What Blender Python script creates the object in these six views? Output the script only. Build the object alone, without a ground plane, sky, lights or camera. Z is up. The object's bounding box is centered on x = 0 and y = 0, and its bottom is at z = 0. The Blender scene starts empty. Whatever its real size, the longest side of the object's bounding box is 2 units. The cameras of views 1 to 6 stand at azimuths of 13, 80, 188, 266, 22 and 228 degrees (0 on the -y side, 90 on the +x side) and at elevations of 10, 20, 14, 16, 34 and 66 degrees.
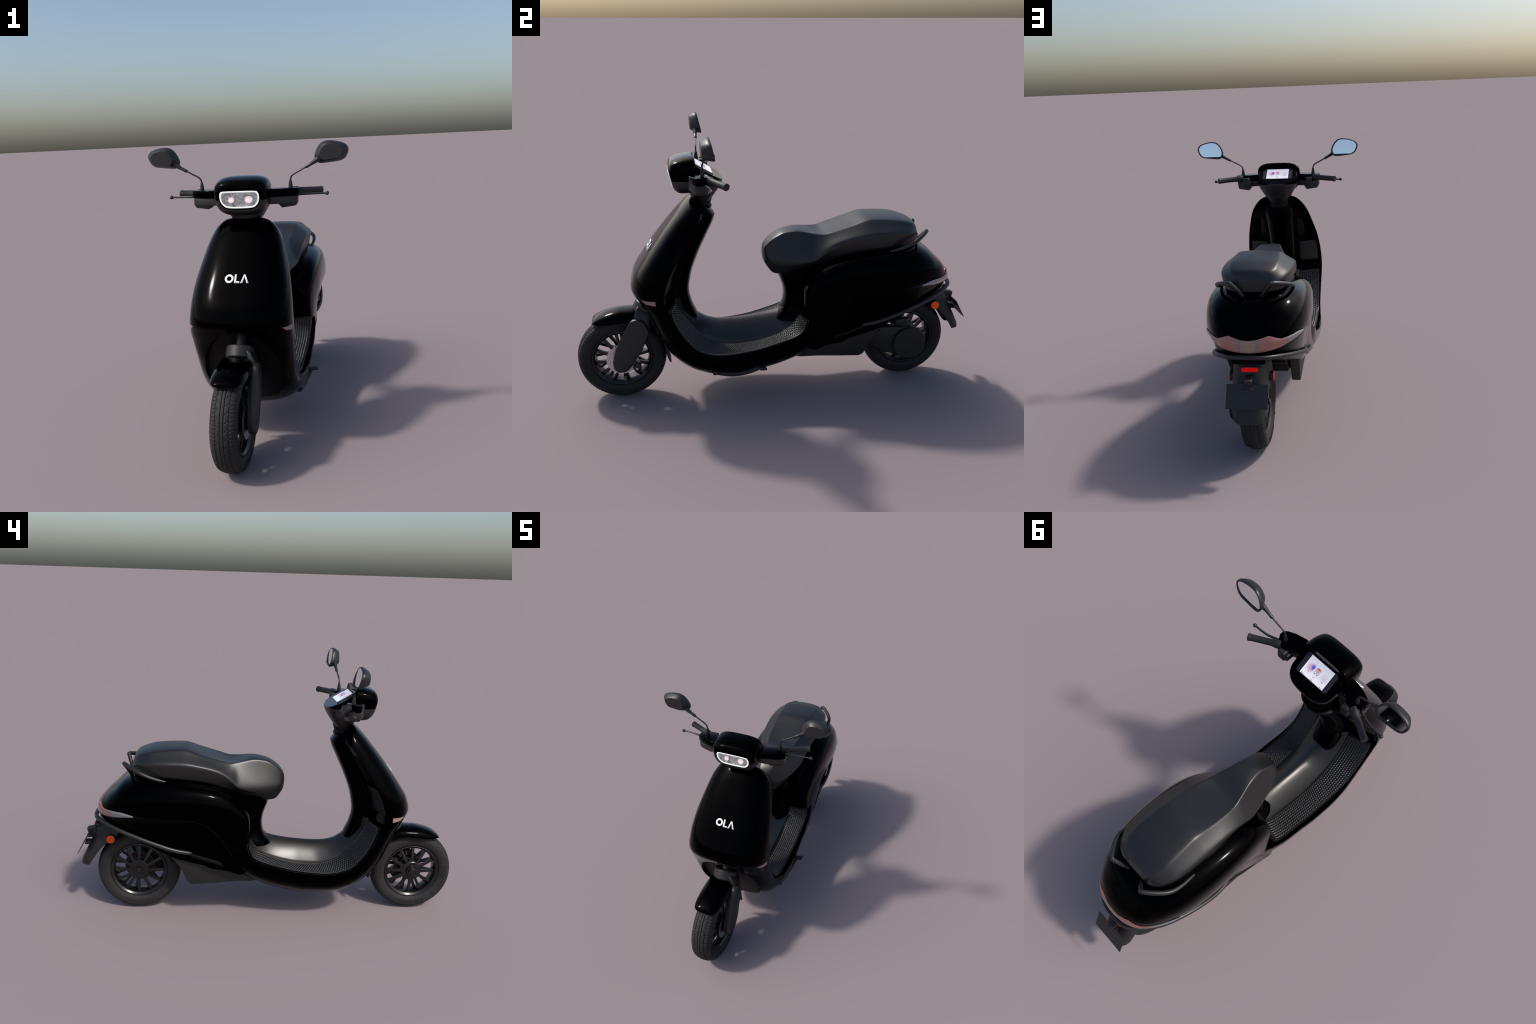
import bpy, bmesh, math, random
import numpy as np
from mathutils import Vector, Matrix
from mathutils.bvhtree import BVHTree

random.seed(7)
np.random.seed(7)
COL = bpy.context.scene.collection
PI = math.pi

# ------------------------------------------------------------------ materials
def mat_new(name):
    m = bpy.data.materials.new(name)
    m.use_nodes = True
    nt = m.node_tree
    return m, nt, nt.nodes["Principled BSDF"]

def plain(name, color, rough=0.5, metal=0.0, coat=0.0, coat_rough=0.05, spec=0.5,
          grain=0.0, grain_scale=400.0, tint=0.15, bump=0.0, emit=None, emit_s=0.0):
    m, nt, b = mat_new(name)
    b.inputs["Base Color"].default_value = (*color, 1)
    b.inputs["Roughness"].default_value = rough
    b.inputs["Metallic"].default_value = metal
    b.inputs["Coat Weight"].default_value = coat
    b.inputs["Coat Roughness"].default_value = coat_rough
    b.inputs["Specular IOR Level"].default_value = spec
    tc = nt.nodes.new("ShaderNodeTexCoord")
    nz = nt.nodes.new("ShaderNodeTexNoise")
    nz.inputs["Scale"].default_value = grain_scale
    nz.inputs["Detail"].default_value = 3
    nt.links.new(tc.outputs["Object"], nz.inputs["Vector"])
    rp = nt.nodes.new("ShaderNodeMapRange")
    rp.inputs["To Min"].default_value = 1 - tint
    rp.inputs["To Max"].default_value = 1 + tint
    nt.links.new(nz.outputs["Fac"], rp.inputs["Value"])
    mx = nt.nodes.new("ShaderNodeMix"); mx.data_type = 'RGBA'; mx.blend_type = 'MULTIPLY'
    mx.inputs["Factor"].default_value = 1
    mx.inputs["A"].default_value = (*color, 1)
    nt.links.new(rp.outputs["Result"], mx.inputs["B"])
    nt.links.new(mx.outputs["Result"], b.inputs["Base Color"])
    if grain > 0:
        rr = nt.nodes.new("ShaderNodeMapRange")
        rr.inputs["To Min"].default_value = max(0, rough - grain)
        rr.inputs["To Max"].default_value = rough + grain
        nt.links.new(nz.outputs["Fac"], rr.inputs["Value"])
        nt.links.new(rr.outputs["Result"], b.inputs["Roughness"])
    if bump > 0:
        bp = nt.nodes.new("ShaderNodeBump")
        bp.inputs["Strength"].default_value = bump
        bp.inputs["Distance"].default_value = 0.0006
        nt.links.new(nz.outputs["Fac"], bp.inputs["Height"])
        nt.links.new(bp.outputs["Normal"], b.inputs["Normal"])
    if emit:
        b.inputs["Emission Color"].default_value = (*emit, 1)
        b.inputs["Emission Strength"].default_value = emit_s
    return m

M_GLOSS = plain("gloss_black_paint", (0.0025, 0.0025, 0.0027), 0.11, metal=1.0, grain_scale=60, tint=0.05)
M_SATIN = plain("satin_charcoal_plastic", (0.012, 0.0117, 0.012), 0.42, grain_scale=900, grain=0.04, bump=0.05)
M_MATTE = plain("matte_black_plastic", (0.0075, 0.0074, 0.0076), 0.55, grain_scale=700, grain=0.05, bump=0.08)
M_SEAT = plain("seat_vinyl", (0.0085, 0.0085, 0.009), 0.38, grain_scale=1400, grain=0.05, bump=0.1)
M_FLOOR = plain("floor_rubber", (0.009, 0.009, 0.0093), 0.34, grain_scale=900, grain=0.04, bump=0.05)
M_MAT = plain("mat_rubber", (0.009, 0.009, 0.0094), 0.27, grain_scale=900, grain=0.05)
M_TYRE = plain("tyre_rubber", (0.0125, 0.0122, 0.0118), 0.72, spec=0.4, grain_scale=300, grain=0.08, bump=0.1)
M_RIM = plain("rim_black_alloy", (0.006, 0.0058, 0.006), 0.26, grain_scale=300, grain=0.03)
M_ROD = plain("satin_black_metal", (0.012, 0.012, 0.0125), 0.35, grain_scale=500, grain=0.04)
M_DARK = plain("deep_black_lining", (0.003, 0.003, 0.003), 0.5, spec=0.15, grain_scale=300, grain=0.05)
M_STEEL = plain("brushed_steel", (0.62, 0.61, 0.61), 0.28, metal=1.0, grain_scale=500, grain=0.06)
M_WHITE = plain("white_badge", (0.86, 0.86, 0.86), 0.3, emit=(1, 1, 1), emit_s=0.0)
M_MIRROR = plain("mirror_glass", (0.93, 0.95, 0.96), 0.01, metal=1.0, tint=0.0)
M_ORANGE = plain("amber_reflector_self_lit", (0.10, 0.012, 0.001), 0.5, spec=0.2, emit=(1.0, 0.105, 0.002), emit_s=0.24)  # emission holds the amber equally bright on sunlit and shaded sides
M_RED = plain("red_reflector_self_lit", (0.15, 0.001, 0.001), 0.5, spec=0.2, emit=(1.0, 0.0, 0.0), emit_s=0.33)  # reflector's brightness in shade baked in as red emission
M_DRL = plain("white_light_strip", (0.5, 0.5, 0.5), 0.3, emit=(1, 1, 1), emit_s=0.62)
M_BULB = plain("pink_white_projector", (0.25, 0.2, 0.2), 0.4, emit=(1.0, 0.80, 0.80), emit_s=0.68)
M_BEZEL = plain("display_bezel_glass", (0.014, 0.015, 0.018), 0.22, grain_scale=300)
M_INK = plain("display_ink", (0.01, 0.012, 0.03), 0.3)
M_PLATE = plain("number_plate_black", (0.009, 0.009, 0.0095), 0.5, grain_scale=500, grain=0.04)

def lamp_reflector():
    """grey faceted reflector behind the headlight lens"""
    m, nt, b = mat_new("lamp_reflector")
    tc = nt.nodes.new("ShaderNodeTexCoord")
    v = nt.nodes.new("ShaderNodeTexNoise")
    v.inputs["Scale"].default_value = 55; v.inputs["Detail"].default_value = 6
    v.inputs["Distortion"].default_value = 1.4
    nt.links.new(tc.outputs["Object"], v.inputs["Vector"])
    cr_ = nt.nodes.new("ShaderNodeValToRGB")
    e = cr_.color_ramp.elements
    e[0].position = 0.35; e[0].color = (0.10, 0.098, 0.10, 1)
    e[1].position = 0.75; e[1].color = (0.30, 0.30, 0.32, 1)
    nt.links.new(v.outputs["Fac"], cr_.inputs["Fac"])
    nt.links.new(cr_.outputs["Color"], b.inputs["Base Color"])
    b.inputs["Roughness"].default_value = 0.18
    b.inputs["Emission Strength"].default_value = 0.75
    nt.links.new(cr_.outputs["Color"], b.inputs["Emission Color"])
    return m
M_REFLECT = lamp_reflector()

def tail_glass():
    """smoky pink tail lens: brownish red in the middle, clear grey towards the tips"""
    m, nt, b = mat_new("tail_lamp_lens")
    tc = nt.nodes.new("ShaderNodeTexCoord")
    sp = nt.nodes.new("ShaderNodeSeparateXYZ")
    nt.links.new(tc.outputs["Object"], sp.inputs[0])
    ab = nt.nodes.new("ShaderNodeMath"); ab.operation = 'ABSOLUTE'
    nt.links.new(sp.outputs["X"], ab.inputs[0])
    nz = nt.nodes.new("ShaderNodeTexNoise")
    mp = nt.nodes.new("ShaderNodeMapping"); mp.inputs["Scale"].default_value = (14, 14, 70)
    nt.links.new(tc.outputs["Object"], mp.inputs["Vector"]); nt.links.new(mp.outputs[0], nz.inputs["Vector"])
    nz.inputs["Scale"].default_value = 1.0
    ad = nt.nodes.new("ShaderNodeMath"); ad.operation = 'MULTIPLY_ADD'
    ad.inputs[1].default_value = 0.02; nt.links.new(nz.outputs["Fac"], ad.inputs[0])
    nt.links.new(ab.outputs[0], ad.inputs[2])
    r = nt.nodes.new("ShaderNodeValToRGB")
    el = r.color_ramp.elements
    el[0].position = 0.0; el[0].color = (0.15, 0.105, 0.085, 1)
    el[1].position = 0.30; el[1].color = (0.13, 0.14, 0.155, 1)
    for p, c in ((0.042, (0.16, 0.10, 0.08, 1)), (0.047, (0.095, 0.08, 0.082, 1)), (0.056, (0.10, 0.085, 0.088, 1)), (0.062, (0.17, 0.070, 0.058, 1)),
                 (0.13, (0.18, 0.075, 0.064, 1)), (0.175, (0.16, 0.072, 0.068, 1)), (0.190, (0.11, 0.115, 0.125, 1))):
        x = el.new(p); x.color = c
    nt.links.new(ad.outputs[0], r.inputs["Fac"])
    nt.links.new(r.outputs["Color"], b.inputs["Base Color"])
    b.inputs["Roughness"].default_value = 0.08
    b.inputs["Coat Weight"].default_value = 0.6
    b.inputs["Emission Strength"].default_value = 0.30
    nt.links.new(r.outputs["Color"], b.inputs["Emission Color"])
    return m
M_TAIL = tail_glass()

def front_marker():
    m, nt, b = mat_new("front_marker_lens")
    tc = nt.nodes.new("ShaderNodeTexCoord"); nz = nt.nodes.new("ShaderNodeTexNoise")
    mp = nt.nodes.new("ShaderNodeMapping"); mp.inputs["Scale"].default_value = (15, 20, 130)
    nt.links.new(tc.outputs["Object"], mp.inputs["Vector"]); nt.links.new(mp.outputs[0], nz.inputs["Vector"])
    r = nt.nodes.new("ShaderNodeValToRGB"); el = r.color_ramp.elements
    el[0].position = 0.40; el[0].color = (0.20, 0.20, 0.215, 1)
    el[1].position = 0.66; el[1].color = (0.40, 0.15, 0.09, 1)
    nt.links.new(nz.outputs["Fac"], r.inputs["Fac"]); nt.links.new(r.outputs["Color"], b.inputs["Base Color"])
    b.inputs["Roughness"].default_value = 0.12
    return m
M_MARKER = front_marker()

def screen_material():
    """lit dashboard picture: pale lilac ground, blue fan left, red-topped dial in the middle, thin red lines"""
    m, nt, b = mat_new("display_picture")
    N, L = nt.nodes, nt.links
    tc = N.new("ShaderNodeTexCoord"); sp = N.new("ShaderNodeSeparateXYZ"); L.new(tc.outputs["Object"], sp.inputs[0])
    def val(op, a, c=None, d=None):
        n = N.new("ShaderNodeMath"); n.operation = op
        for i, q in enumerate((a, c, d)):
            if q is None: continue
            if isinstance(q, (int, float)): n.inputs[i].default_value = q
            else: L.new(q, n.inputs[i])
        return n.outputs[0]
    X, Y = sp.outputs["X"], sp.outputs["Y"]
    def dist(cx, cy, sx=1, sy=1):
        dx = val('MULTIPLY', val('SUBTRACT', X, cx), sx); dy = val('MULTIPLY', val('SUBTRACT', Y, cy), sy)
        return val('SQRT', val('ADD', val('MULTIPLY', dx, dx), val('MULTIPLY', dy, dy)))
    def smooth(v, a, c, inv=False):
        n = N.new("ShaderNodeMapRange"); n.interpolation_type = 'SMOOTHSTEP'
        n.inputs["From Min"].default_value = a; n.inputs["From Max"].default_value = c
        n.inputs["To Min"].default_value = 1 if inv else 0; n.inputs["To Max"].default_value = 0 if inv else 1
        L.new(v, n.inputs["Value"]); return n.outputs["Result"]
    cur = None
    def mix(fac, colA, colB):
        n = N.new("ShaderNodeMix"); n.data_type = 'RGBA'
        L.new(fac, n.inputs["Factor"])
        for k, c in (("A", colA), ("B", colB)):
            if isinstance(c, tuple): n.inputs[k].default_value = (*c, 1)
            else: L.new(c, n.inputs[k])
        return n.outputs["Result"]
    cur = mix(smooth(Y, -0.04, 0.04), (0.82, 0.82, 0.93), (0.60, 0.62, 0.74))
    # side panels slightly lilac
    cur = mix(val('MULTIPLY', smooth(dist(0.042, -0.002), 0.012, 0.024, True), 0.7), cur, (0.56, 0.52, 0.68))
    # blue fan with pink outside
    fan = val('MULTIPLY', smooth(dist(-0.034, 0.0), 0.012, 0.024, True), smooth(X, -0.019, -0.023))
    cur = mix(val('MULTIPLY', fan, 0.75), cur, (0.62, 0.30, 0.42))
    blue = val('MULTIPLY', smooth(dist(-0.024, 0.006), 0.003, 0.019, True), smooth(X, -0.017, -0.021))
    cur = mix(blue, cur, (0.05, 0.05, 0.62))
    # dial
    dial = smooth(dist(0, -0.001), 0.0188, 0.0196, True)
    cur = mix(dial, cur, (0.72, 0.72, 0.84))
    red = val('MULTIPLY', dial, smooth(dist(0, 0.021), 0.004, 0.027, True))
    cur = mix(red, cur, (0.50, 0.02, 0.02))
    ring = val('MULTIPLY', smooth(val('ABSOLUTE', val('SUBTRACT', dist(0, -0.001), 0.0205)), 0.0002, 0.0009, True), 0.4)
    cur = mix(ring, cur, (0.75, 0.30, 0.28))
    # thin radiating lines
    for (k, c, x0, x1, y0, y1) in ((-0.8, 0.006, -0.045, -0.019, 0.013, 0.04), (0.8, 0.006, 0.019, 0.045, 0.013, 0.04),
                                   (0.45, -0.010, -0.05, -0.017, -0.04, -0.008), (-0.45, -0.010, 0.017, 0.05, -0.04, -0.008)):
        d = val('ABSOLUTE', val('SUBTRACT', Y, val('ADD', val('MULTIPLY', X, k), c)))
        ln = val('MULTIPLY', smooth(d, 0.0002, 0.0009, True), val('MULTIPLY', val('GREATER_THAN', X, x0), val('LESS_THAN', X, x1)))
        cur = mix(val('MULTIPLY', ln, 0.5), cur, (0.55, 0.22, 0.26))
    # small green pointer on the right panel
    g = smooth(dist(0.043, -0.005, 1.4, 0.8), 0.0012, 0.0018, True)
    cur = mix(g, cur, (0.03, 0.25, 0.10))
    b.inputs["Base Color"].default_value = (0.02, 0.02, 0.02, 1)
    b.inputs["Roughness"].default_value = 0.15
    L.new(cur, b.inputs["Emission Color"])
    b.inputs["Emission Strength"].default_value = 0.95
    return m
M_SCREEN = screen_material()

# ------------------------------------------------------------------ numeric helpers
def mono(rows, n):
    """resample rows of parameters with a monotone cubic (no overshoot)"""
    P = np.asarray(rows, float); k = len(P)
    d = np.diff(P, axis=0)
    m = np.zeros_like(P); m[0], m[-1] = d[0], d[-1]
    for i in range(1, k - 1):
        s = d[i - 1] * d[i]
        m[i] = np.where(s > 0, 2 * s / np.where(np.abs(d[i - 1] + d[i]) < 1e-12, 1e-12, d[i - 1] + d[i]), 0)
    t = np.linspace(0, k - 1, n); i = np.clip(t.astype(int), 0, k - 2); u = (t - i)[:, None]
    h00 = 2 * u**3 - 3 * u**2 + 1; h10 = u**3 - 2 * u**2 + u; h01 = -2 * u**3 + 3 * u**2; h11 = u**3 - u**2
    return h00 * P[i] + h10 * m[i] + h01 * P[i + 1] + h11 * m[i + 1]

def cr(pts, n, closed=False):
    """Catmull-Rom resample by chord length"""
    P = np.asarray(pts, float)
    if closed: P = np.vstack([P[-1], P, P[0], P[1]])
    else: P = np.vstack([2 * P[0] - P[1], P, 2 * P[-1] - P[-2]])
    k = len(P) - 3
    seg = np.linalg.norm(np.diff(P[1:-1], axis=0), axis=1); s = np.concatenate([[0], np.cumsum(seg)])
    t = np.linspace(0, s[-1], n, endpoint=not closed)
    i = np.clip(np.searchsorted(s, t, side='right') - 1, 0, k - 1)
    u = ((t - s[i]) / np.maximum(seg[i], 1e-9))[:, None]
    p0, p1, p2, p3 = P[i], P[i + 1], P[i + 2], P[i + 3]
    return 0.5 * (2 * p1 + (p2 - p0) * u + (2 * p0 - 5 * p1 + 4 * p2 - p3) * u**2 + (3 * p1 - p0 - 3 * p2 + p3) * u**3)

def spow(v, p):
    return np.sign(v) * np.abs(v) ** p

# ------------------------------------------------------------------ mesh helpers
ROOT = bpy.data.objects.new("electric_scooter", None)
ROOT["label"] = "glossy black electric step-through scooter with grey seat and mirrors"
ROOT["category"] = "scooter"
COL.objects.link(ROOT)

def finish(me, mat, sharp=40):
    if mat: me.materials.append(mat)
    for p in me.polygons: p.use_smooth = True
    if sharp: me.set_sharp_from_angle(angle=math.radians(sharp))
    return me

def link(name, me, parent=None):
    o = bpy.data.objects.new(name, me); COL.objects.link(o)
    o.parent = parent or ROOT
    return o

def obj(name, verts, faces, mat, parent=None, sharp=40, normals=True):
    me = bpy.data.meshes.new(name)
    me.from_pydata([tuple(map(float, v)) for v in verts], [], faces)
    if normals:
        bm = bmesh.new(); bm.from_mesh(me); bmesh.ops.remove_doubles(bm, verts=bm.verts, dist=1e-6)
        bmesh.ops.recalc_face_normals(bm, faces=bm.faces); bm.to_mesh(me); bm.free()
    finish(me, mat, sharp)
    return link(name, me, parent)

def grid_faces(nr, nc, closed_c=False, closed_r=False, off=0):
    F = []
    for r in range(nr if closed_r else nr - 1):
        for c in range(nc if closed_c else nc - 1):
            r2, c2 = (r + 1) % nr, (c + 1) % nc
            F.append((off + r * nc + c, off + r * nc + c2, off + r2 * nc + c2, off + r2 * nc + c))
    return F

def loft(name, rings, mat, parent=None, caps=True, sharp=40, closed=True):
    rings = [np.asarray(r, float) for r in rings]; n = len(rings[0])
    V = np.vstack(rings); F = grid_faces(len(rings), n, closed)
    if caps and closed:
        F.append(tuple(range(n))[::-1]); F.append(tuple((len(rings) - 1) * n + i for i in range(n)))
    return obj(name, V, F, mat, parent, sharp)

def apply_mods(o):
    dg = bpy.context.evaluated_depsgraph_get()
    me = bpy.data.meshes.new_from_object(o.evaluated_get(dg))
    o.modifiers.clear(); old = o.data; o.data = me; bpy.data.meshes.remove(old)
    return o

def bevel(o, w, seg=3, ang=30, sharp=40):
    m = o.modifiers.new("b", 'BEVEL'); m.width = w; m.segments = seg
    m.limit_method = 'ANGLE'; m.angle_limit = math.radians(ang)
    apply_mods(o)
    for p in o.data.polygons: p.use_smooth = True
    o.data.set_sharp_from_angle(angle=math.radians(sharp))
    return o

def prism(name, poly, axis, a, b, mat, parent=None, bev=0.003, taper=None, seg=3):
    """extrude a 2D polygon along an axis (0=x: poly is (y,z); 1=y: (x,z); 2=z: (x,y))"""
    k = [i for i in range(3) if i != axis]
    def ring(h, sc=1.0, cen=None):
        out = []
        c = np.mean(np.asarray(poly, float), axis=0)
        for p in poly:
            v = [0, 0, 0]; q = c + (np.asarray(p, float) - c) * sc
            v[axis] = h; v[k[0]] = q[0]; v[k[1]] = q[1]; out.append(v)
        return out
    o = loft(name, [ring(a, taper[0] if taper else 1), ring(b, taper[1] if taper else 1)], mat, parent, sharp=30)
    if bev: bevel(o, bev, seg)
    return o

def box(name, c, s, mat, parent=None, bev=0.003, rot=None):
    hx, hy, hz = s[0] / 2, s[1] / 2, s[2] / 2
    V = [(x, y, z_) for x in (-hx, hx) for y in (-hy, hy) for z_ in (-hz, hz)]
    if rot is not None: V = [tuple(rot @ Vector(v)) for v in V]
    V = [(v[0] + c[0], v[1] + c[1], v[2] + c[2]) for v in V]
    F = [(0, 1, 3, 2), (4, 6, 7, 5), (0, 4, 5, 1), (2, 3, 7, 6), (0, 2, 6, 4), (1, 5, 7, 3)]
    o = obj(name, V, F, mat, parent, 30)
    if bev: bevel(o, bev, 3)
    return o

def tube(name, path, rad, mat, parent=None, n=16, res=None, flat=1.0, cap_round=True, up=(0, 0, 1)):
    """sweep a circle (or flattened ellipse) along a path; rad is a number or one value per path point"""
    P = np.asarray(path, float)
    R = np.full(len(P), rad, float) if np.isscalar(rad) else np.asarray(rad, float)
    if res:
        Q = cr(np.column_stack([P, R]), res); P, R = Q[:, :3], Q[:, 3]
    T = np.gradient(P, axis=0); T /= np.linalg.norm(T, axis=1)[:, None]
    rings = []; U = np.asarray(up, float)
    nrm = U - T[0] * (U @ T[0])
    if np.linalg.norm(nrm) < 1e-3: nrm = np.array([1.0, 0, 0]) - T[0] * T[0][0]
    nrm /= np.linalg.norm(nrm)
    ang = np.linspace(0, 2 * PI, n, endpoint=False)
    def ring(p, t, nr, r):
        bn = np.cross(t, nr)
        return p + r * (np.cos(ang)[:, None] * nr + flat * np.sin(ang)[:, None] * bn)
    for i in range(len(P)):
        nrm = nrm - T[i] * (nrm @ T[i]); nrm /= np.linalg.norm(nrm)
        if i == 0 and cap_round:
            for a in (0.25, 0.6, 0.87): rings.append(ring(P[0] - T[0] * R[0] * (1 - a) * 0.8, T[0], nrm, R[0] * math.sqrt(1 - (1 - a)**2)))
        rings.append(ring(P[i], T[i], nrm, R[i]))
        if i == len(P) - 1 and cap_round:
            for a in (0.87, 0.6, 0.25): rings.append(ring(P[i] + T[i] * R[i] * (1 - a) * 0.8, T[i], nrm, R[i] * math.sqrt(1 - (1 - a)**2)))
    return loft(name, rings, mat, parent, sharp=50)

def turned(name, prof, origin, axis, mat, parent=None, n=48, sharp=35):
    """revolve a profile [(radius, distance along axis)] around an axis"""
    ax = Vector(axis).normalized(); q = Vector((0, 0, 1)).rotation_difference(ax)
    rings = []
    for r, h in prof:
        rings.append([Vector(origin) + q @ Vector((max(r, 1e-5) * math.cos(a), max(r, 1e-5) * math.sin(a), h))
                      for a in np.linspace(0, 2 * PI, n, endpoint=False)])
    return loft(name, [np.array([tuple(v) for v in r]) for r in rings], mat, parent, sharp=sharp)

def mirror_copy(o, name=None):
    """mirrored twin on the other side (x -> -x) as a mesh of its own"""
    me = o.data.copy()
    bm = bmesh.new(); bm.from_mesh(me)
    for v in bm.verts: v.co.x = -v.co.x
    bmesh.ops.reverse_faces(bm, faces=bm.faces); bm.to_mesh(me); bm.free()
    c = bpy.data.objects.new(o.name.split(".")[0], me); COL.objects.link(c)
    c.parent = o.parent
    return c

def both(o, par=None):
    c = mirror_copy(o)
    if par: c.parent = par
    return o, c

def bvh(o):
    me = o.data
    return BVHTree.FromPolygons([v.co.copy() for v in me.vertices], [tuple(p.vertices) for p in me.polygons])

def boolean(o, cutter, op='DIFFERENCE'):
    m = o.modifiers.new("c", 'BOOLEAN'); m.operation = op; m.object = cutter; m.solver = 'EXACT'
    m.material_mode = 'TRANSFER'
    apply_mods(o)
    bpy.data.objects.remove(cutter)
    for p in o.data.polygons: p.use_smooth = True
    o.data.set_sharp_from_angle(angle=math.radians(40))
    return o

def smooth_norm(o, ang=40):
    for p in o.data.polygons: p.use_smooth = True
    o.data.set_sharp_from_angle(angle=math.radians(ang))

# ================================================================== BODY SHELL (leg shield + belly ribbon)
# each row: outer centre (y,z), inner edge (y,z), half width, section exponents across / in depth
SHELL = [
    (-0.398, 1.040, -0.385, 1.038, 0.030, 2.2, 2.2),
    (-0.406, 1.036, -0.378, 1.029, 0.090, 2.2, 2.2),
    (-0.426, 1.021, -0.374, 1.006, 0.126, 2.4, 2.2),
    (-0.456, 0.992, -0.376, 0.976, 0.150, 2.6, 2.3),
    (-0.495, 0.947, -0.388, 0.943, 0.168, 3.2, 2.4),
    (-0.562, 0.866, -0.430, 0.872, 0.191, 3.4, 2.4),
    (-0.650, 0.747, -0.500, 0.765, 0.217, 3.4, 2.4),
    (-0.704, 0.664, -0.546, 0.674, 0.229, 3.0, 2.3),
    (-0.717, 0.612, -0.565, 0.598, 0.234, 3.0, 2.3),
    (-0.694, 0.566, -0.560, 0.540, 0.235, 3.0, 2.3),
    (-0.658, 0.502, -0.540, 0.487, 0.232, 3.0, 2.4),
    (-0.629, 0.420, -0.503, 0.410, 0.228, 3.0, 2.4),
    (-0.592, 0.328, -0.458, 0.343, 0.226, 2.9, 2.5),
    (-0.522, 0.234, -0.405, 0.298, 0.230, 2.8, 2.5),
    (-0.430, 0.165, -0.330, 0.272, 0.238, 2.6, 2.5),
    (-0.330, 0.135, -0.240, 0.270, 0.243, 2.6, 2.5),
    (-0.200, 0.130, -0.130, 0.285, 0.243, 2.6, 2.5),
    (-0.060, 0.150, -0.030, 0.310, 0.239, 2.6, 2.5),
    (0.060, 0.190, 0.060, 0.338, 0.238, 2.8, 2.5),
    (0.150, 0.230, 0.130, 0.385, 0.236, 2.9, 2.5),
    (0.230, 0.268, 0.190, 0.420, 0.224, 3.0, 2.5),
    (0.320, 0.300, 0.260, 0.440, 0.195, 3.0, 2.5),
]
def shell_ring(row, n=56, rec=0.012):
    cy, cz, ey, ez, w, a, b = row
    th = np.linspace(-PI / 2, PI / 2, n)
    th = th + 0.0 * np.sin(2 * th)
    x = w * spow(np.sin(th), 2 / a); d = np.abs(np.cos(th)) ** (2 / b)
    d[0] = d[-1] = 0
    y = ey + (cy - ey) * d; z_ = ez + (cz - ez) * d
    out = np.column_stack([x, y, z_])
    dep = np.array([cy - ey, cz - ez]); L = np.linalg.norm(dep); dep /= L
    r = min(rec, L * 0.3)
    inner = []
    for fx, fr in ((0.985, -0.25), (0.955, -0.1), (0.93, 0.8), (0.80, 1), (0.5, 1), (0.2, 1), (-0.2, 1), (-0.5, 1), (-0.80, 1), (-0.93, 0.8), (-0.955, -0.1), (-0.985, -0.25)):
        inner.append((w * fx, ey + dep[0] * r * fr, ez + dep[1] * r * fr))
    return np.vstack([out, inner])
shell_rows = mono(SHELL, 121)
shell = loft("body_shell", [shell_ring(r) for r in shell_rows], M_GLOSS, sharp=38)

# wheel arch: its walls become the inner fender liner
ARCH = [(-0.138, 0.05), (-0.141, 0.204), (-0.164, 0.27), (-0.177, 0.318), (-0.181, 0.355), (-0.171, 0.42), (-0.144, 0.486), (-0.101, 0.538), (-0.056, 0.568), (0, 0.577)]
arch = cr(ARCH + [(-x, z_) for x, z_ in ARCH[-2::-1]], 61)
def liner_y(z_):
    return float(np.interp(z_, [0.05, 0.2, 0.28, 0.34, 0.42, 0.50, 0.57], [-0.45, -0.49, -0.52, -0.54, -0.57, -0.60, -0.625]))
cut = loft("cut", [[(x * 1.02, -1.0, z_) for x, z_ in arch], [(x, liner_y(z_) - 0.05, z_) for x, z_ in arch],
                   [(x * 0.96, liner_y(z_), 0.05 + (z_ - 0.05) * 0.985) for x, z_ in arch]], M_DARK)
shell = boolean(shell, cut)
# pockets for the two glove boxes on the rider side
def shield_edge(z_):
    return float(np.interp(z_, [0.535, 0.59, 0.674, 0.765, 0.872, 0.943], [-0.560, -0.565, -0.546, -0.500, -0.430, -0.388]))
def shield_half(z_):
    return float(np.interp(z_, [0.535, 0.59, 0.674, 0.765, 0.872, 0.943], [0.235, 0.234, 0.229, 0.217, 0.191, 0.168]))
POCKETS = []
for sgn in (1, -1):
    rings = []
    for z_ in np.linspace(0.735, 0.885, 6):
        xo = shield_half(z_) - 0.024; xi = 0.100; ye = shield_edge(z_)
        rings.append([(sgn * xi, ye + 0.008, z_ + 0.01), (sgn * xo, ye - 0.028, z_), (sgn * xo, ye + 0.06, z_), (sgn * xi, ye + 0.06, z_ + 0.01)])
    POCKETS.append(rings)
# angled inner fascia between the shield edge and the column cover, with a pocket cut in each side
def fascia_y(x, z_):
    ye = shield_edge(z_); xo = shield_half(z_) - 0.012; xi = 0.070
    t = max(0.0, min(1.0, (xo - x) / (xo - xi)))
    return ye - 0.008 + 0.046 * t ** 0.9
def fascia(sgn):
    rings = []
    for z_ in np.linspace(0.535, 0.965, 40):
        xo = shield_half(z_) - 0.012 if z_ < 0.943 else 0.150 - (z_ - 0.943) * 1.2
        xs = np.linspace(0.070, xo, 12)
        r = [(sgn * x, fascia_y(x, z_), z_) for x in xs] + [(sgn * min(x, xo - 0.02), shield_edge(z_) - 0.022, z_) for x in xs[::-1]]
        rings.append(r)
    o = loft("fascia", rings, M_GLOSS, sharp=35)
    k = 0 if sgn > 0 else 1
    return boolean(o, loft("cut", POCKETS[k], M_DARK))
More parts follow.
